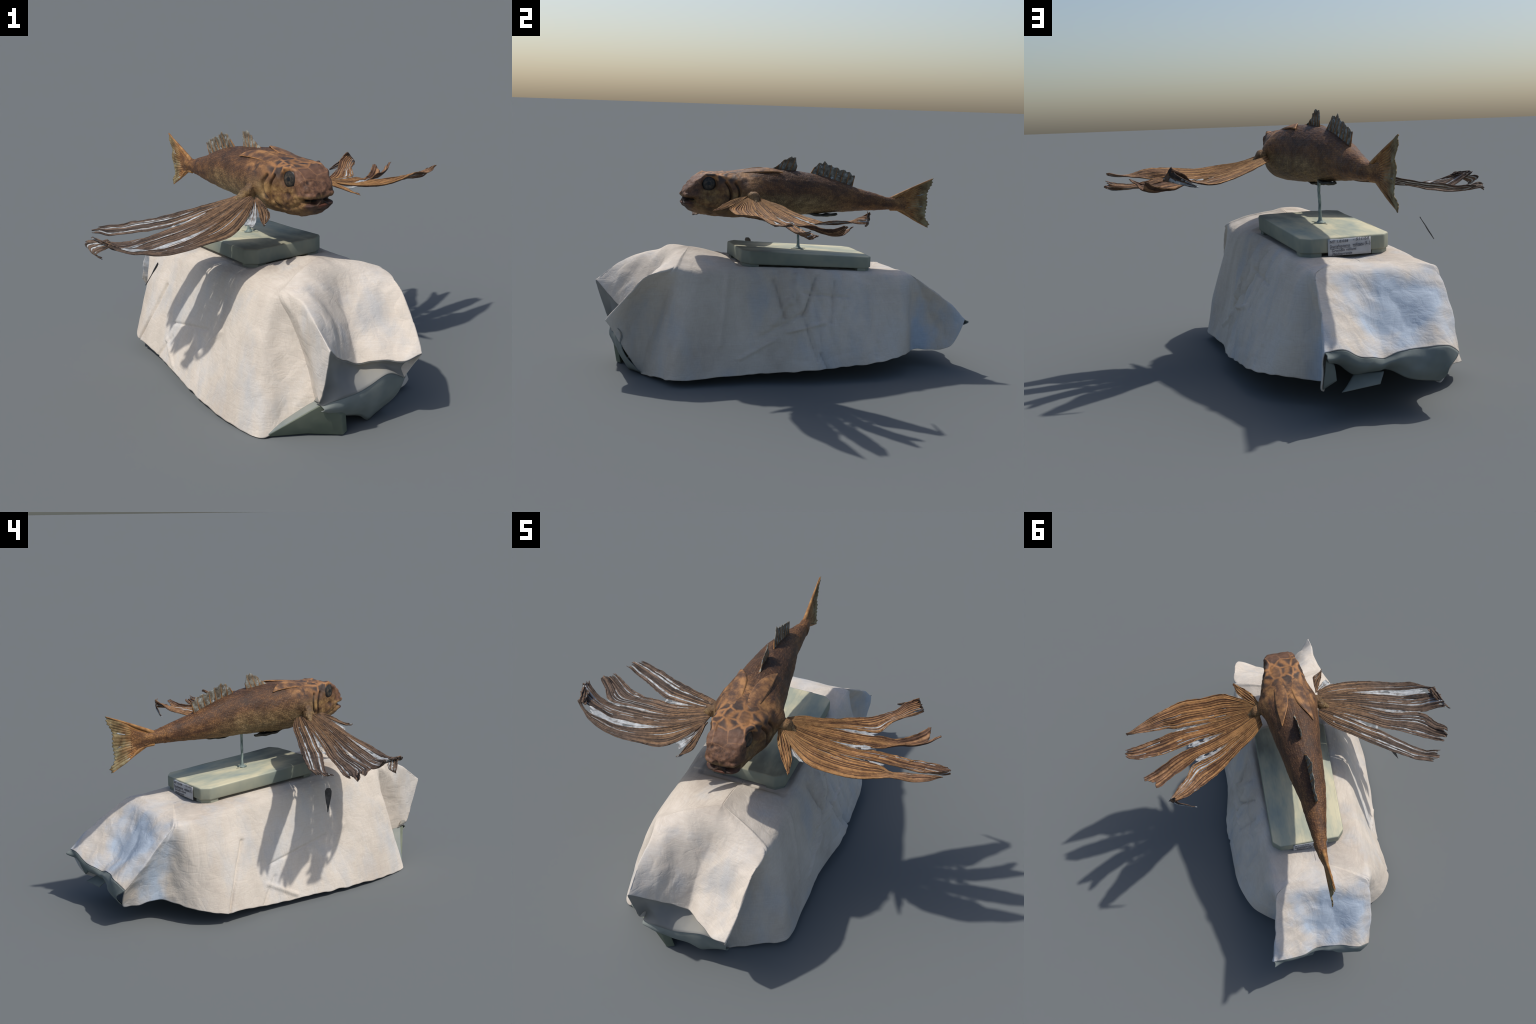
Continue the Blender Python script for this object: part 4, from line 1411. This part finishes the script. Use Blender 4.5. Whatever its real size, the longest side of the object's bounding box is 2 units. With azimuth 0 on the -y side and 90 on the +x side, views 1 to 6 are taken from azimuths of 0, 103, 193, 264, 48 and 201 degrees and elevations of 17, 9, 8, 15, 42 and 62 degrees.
# ------------------------------------------------------------------ upright fins: tail and two dorsals
def upright_fin(name, base, tips, w_base, lean, web, ray_mat, nray, per, seed, jag, ray_r, torn=0.0, wob=.006, thick=.0035, holes=.0):
    """base / tips: matching curves (f, z) at the foot and at the free edge of the fin."""
    ns = 34
    ncol = nray * per + 1
    bt = spline([(p[0], 0, p[1]) for p in base], ncol)
    tp = spline([(p[0], 0, p[1]) for p in tips], ncol, .8)
    vs = np.empty((ns, ncol, 3))
    for j in range(ncol):
        ray = j / per
        onray = abs((ray % 1) - .5) * 2
        end = 1 + jag * (onray - .6) + jag * .8 * nz((j * .37, seed, 0))
        for i in range(ns):
            s = i / (ns - 1) * end
            q = bt[j] * (1 - s) + tp[j] * s
            w = w_base + lean * s + wob * s * nz((q[0], q[2], seed), 14) + .0022 * (onray - .5) * min(1, 4 * s)
            vs[i, j] = fw(q[0], w, q[2])
    faces = grid_faces(ns, ncol)
    mem, tr = [], []
    for q, fc in enumerate(faces):
        i, j = q // (ncol - 1), q % (ncol - 1)
        s, ray = i / (ns - 1), (j + .5) / per
        b = 1 - abs((ray % 1) - .5) * 2
        sc = noise.noise(Vector((int(ray) * 2.7 + seed, s * 3.2, seed))) + .6 * noise.noise(Vector((ray * 3, s * 12, seed))) + b * .5 - 1.0 + torn
        if sc > .30 + .6 * (1 - holes) and i < ns - 2:
            continue
        (tr if sc > 0 else mem).append(fc)
    V = vs.reshape(-1, 3)
    v, f = compact(V, mem)
    v, f = sheet(v, f, thick)
    fin = new_object(name, v, f, web, None, True, FISH_FRAME)
    to_parent(fin, mount)
    if tr:
        v, f = compact(V, tr)
        v, f = sheet(v, f, thick * .6)
        o = new_object("torn_membrane", v, f, M_TORN, None, True, FISH_FRAME, "stuff")
        to_parent(o, fin)
    for k in range(nray + 1):
        ln = vs[:: 2, min(ncol - 1, k * per)]
        v, f = tube(ln, np.linspace(ray_r * 1.3, ray_r * .6, len(ln)), 6)
        o = new_object("fin_ray", v, f, ray_mat)
        to_parent(o, fin)
    return fin


upright_fin("tail_fin",
            [(.700, .916), (.712, .900), (.716, .884), (.712, .866), (.700, .849)],
            [(.916, 1.028), (.914, 1.000), (.886, .945), (.890, .888), (.882, .848), (.880, .805), (.908, .762), (.899, .747)],
            -.060, .004, M_WEB, M_RAY_T, 15, 6, 3, .035, .0030, .14, .020, .0045, .55)
# outer margins of the tail thicken into the stalk
for pts in ([(.66, .912), (.72, .940), (.80, .977), (.914, 1.026)], [(.66, .855), (.724, .849), (.80, .800), (.896, .749)]):
    ln = spline([fw(p[0], -.0600 + .004 * k / 3, p[1]) for k, p in enumerate(pts)], 26)
    v, f = tube(ln, np.linspace(.011, .0025, 26), 8, flat=1.0)
    o = new_object("tail_fin_margin", v, f, M_RAY_T, None, True, FISH_FRAME)
    to_parent(o, mount)

upright_fin("dorsal_fin", [(-.058, 1.066), (-.01, 1.066), (.040, 1.064), (.085, 1.056)],
            [(-.045, 1.076), (-.011, 1.096), (.020, 1.122), (.052, 1.136), (.084, 1.137), (.096, 1.092)],
            -.080, .004, M_DWEB, M_RAY_D, 5, 8, 5, .11, .0032, .12, .012, .0032, .45)
upright_fin("dorsal_fin", [(.175, 1.044), (.240, 1.030), (.310, 1.012), (.370, .996), (.425, .978)],
            [(.200, 1.082), (.222, 1.102), (.262, 1.111), (.300, 1.094), (.350, 1.075), (.403, 1.060), (.442, 1.036)],
            -.076, -.010, M_DWEB, M_RAY_D, 7, 8, 6, .12, .0036, .26, .014, .003, .45)

# ------------------------------------------------------------------ shrivelled pelvic fins under the belly
for f0, f1, w0, zz in ((-.14, .06, -.105, .811), (.14, .33, -.048, .827)):
    v_, n_s, n_w = [], 30, 11
    for i in range(n_s):
        t = i / (n_s - 1)
        hw = .024 * math.sin(math.pi * min(1, t * .92 + .08)) ** .7
        for k in range(n_w):
            u = k / (n_w - 1) * 2 - 1
            f_ = f0 + (f1 - f0) * t
            z_ = zz + .012 * (1 - t) * (1 - t) + .006 * nz((f_, u * .05, 0), 30) - .010 * math.sin(math.pi * t)
            v_.append(fw(f_, w0 + hw * u + .006 * nz((f_, 0, 1), 16), z_ + .006 * u * u))
    v, f = sheet(v_, grid_faces(n_s, n_w), .009)
    o = new_object("pelvic_fin", v, f, M_PELVIC, None, True, FISH_FRAME)
    fix_normals(o)
    to_parent(o, mount)

# ------------------------------------------------------------------ loose flake of dried fin hanging beside the cloth
n_s, n_w = 24, 7
v_ = []
ax0, ax1 = np.array([-.520, -.327, .620]), np.array([-.586, -.312, .515])
for i in range(n_s):
    t = i / (n_s - 1)
    c = ax0 * (1 - t) + ax1 * t
    hw = np.interp(t, [0, .12, .3, .6, 1], [.009, .0175, .016, .010, .001])
    tw = math.radians(-14 + 26 * t)
    d = np.array([.10 * math.cos(tw) + math.sin(tw), 1.0 * math.cos(tw), .1])
    d /= np.linalg.norm(d)
    for k in range(n_w):
        u = k / (n_w - 1) * 2 - 1
        v_.append(c + d * hw * u + .002 * np.array([1, 0, .5]) * nz((t * 4, u, 0)))
v, f = sheet(v_, grid_faces(n_s, n_w), .003)
flake = new_object("fin_flake", v, f, M_FLAKE)
fix_normals(flake)
flake["label"] = "thin dark twisted flake of dried fin"
flake["category"] = "fin flake"
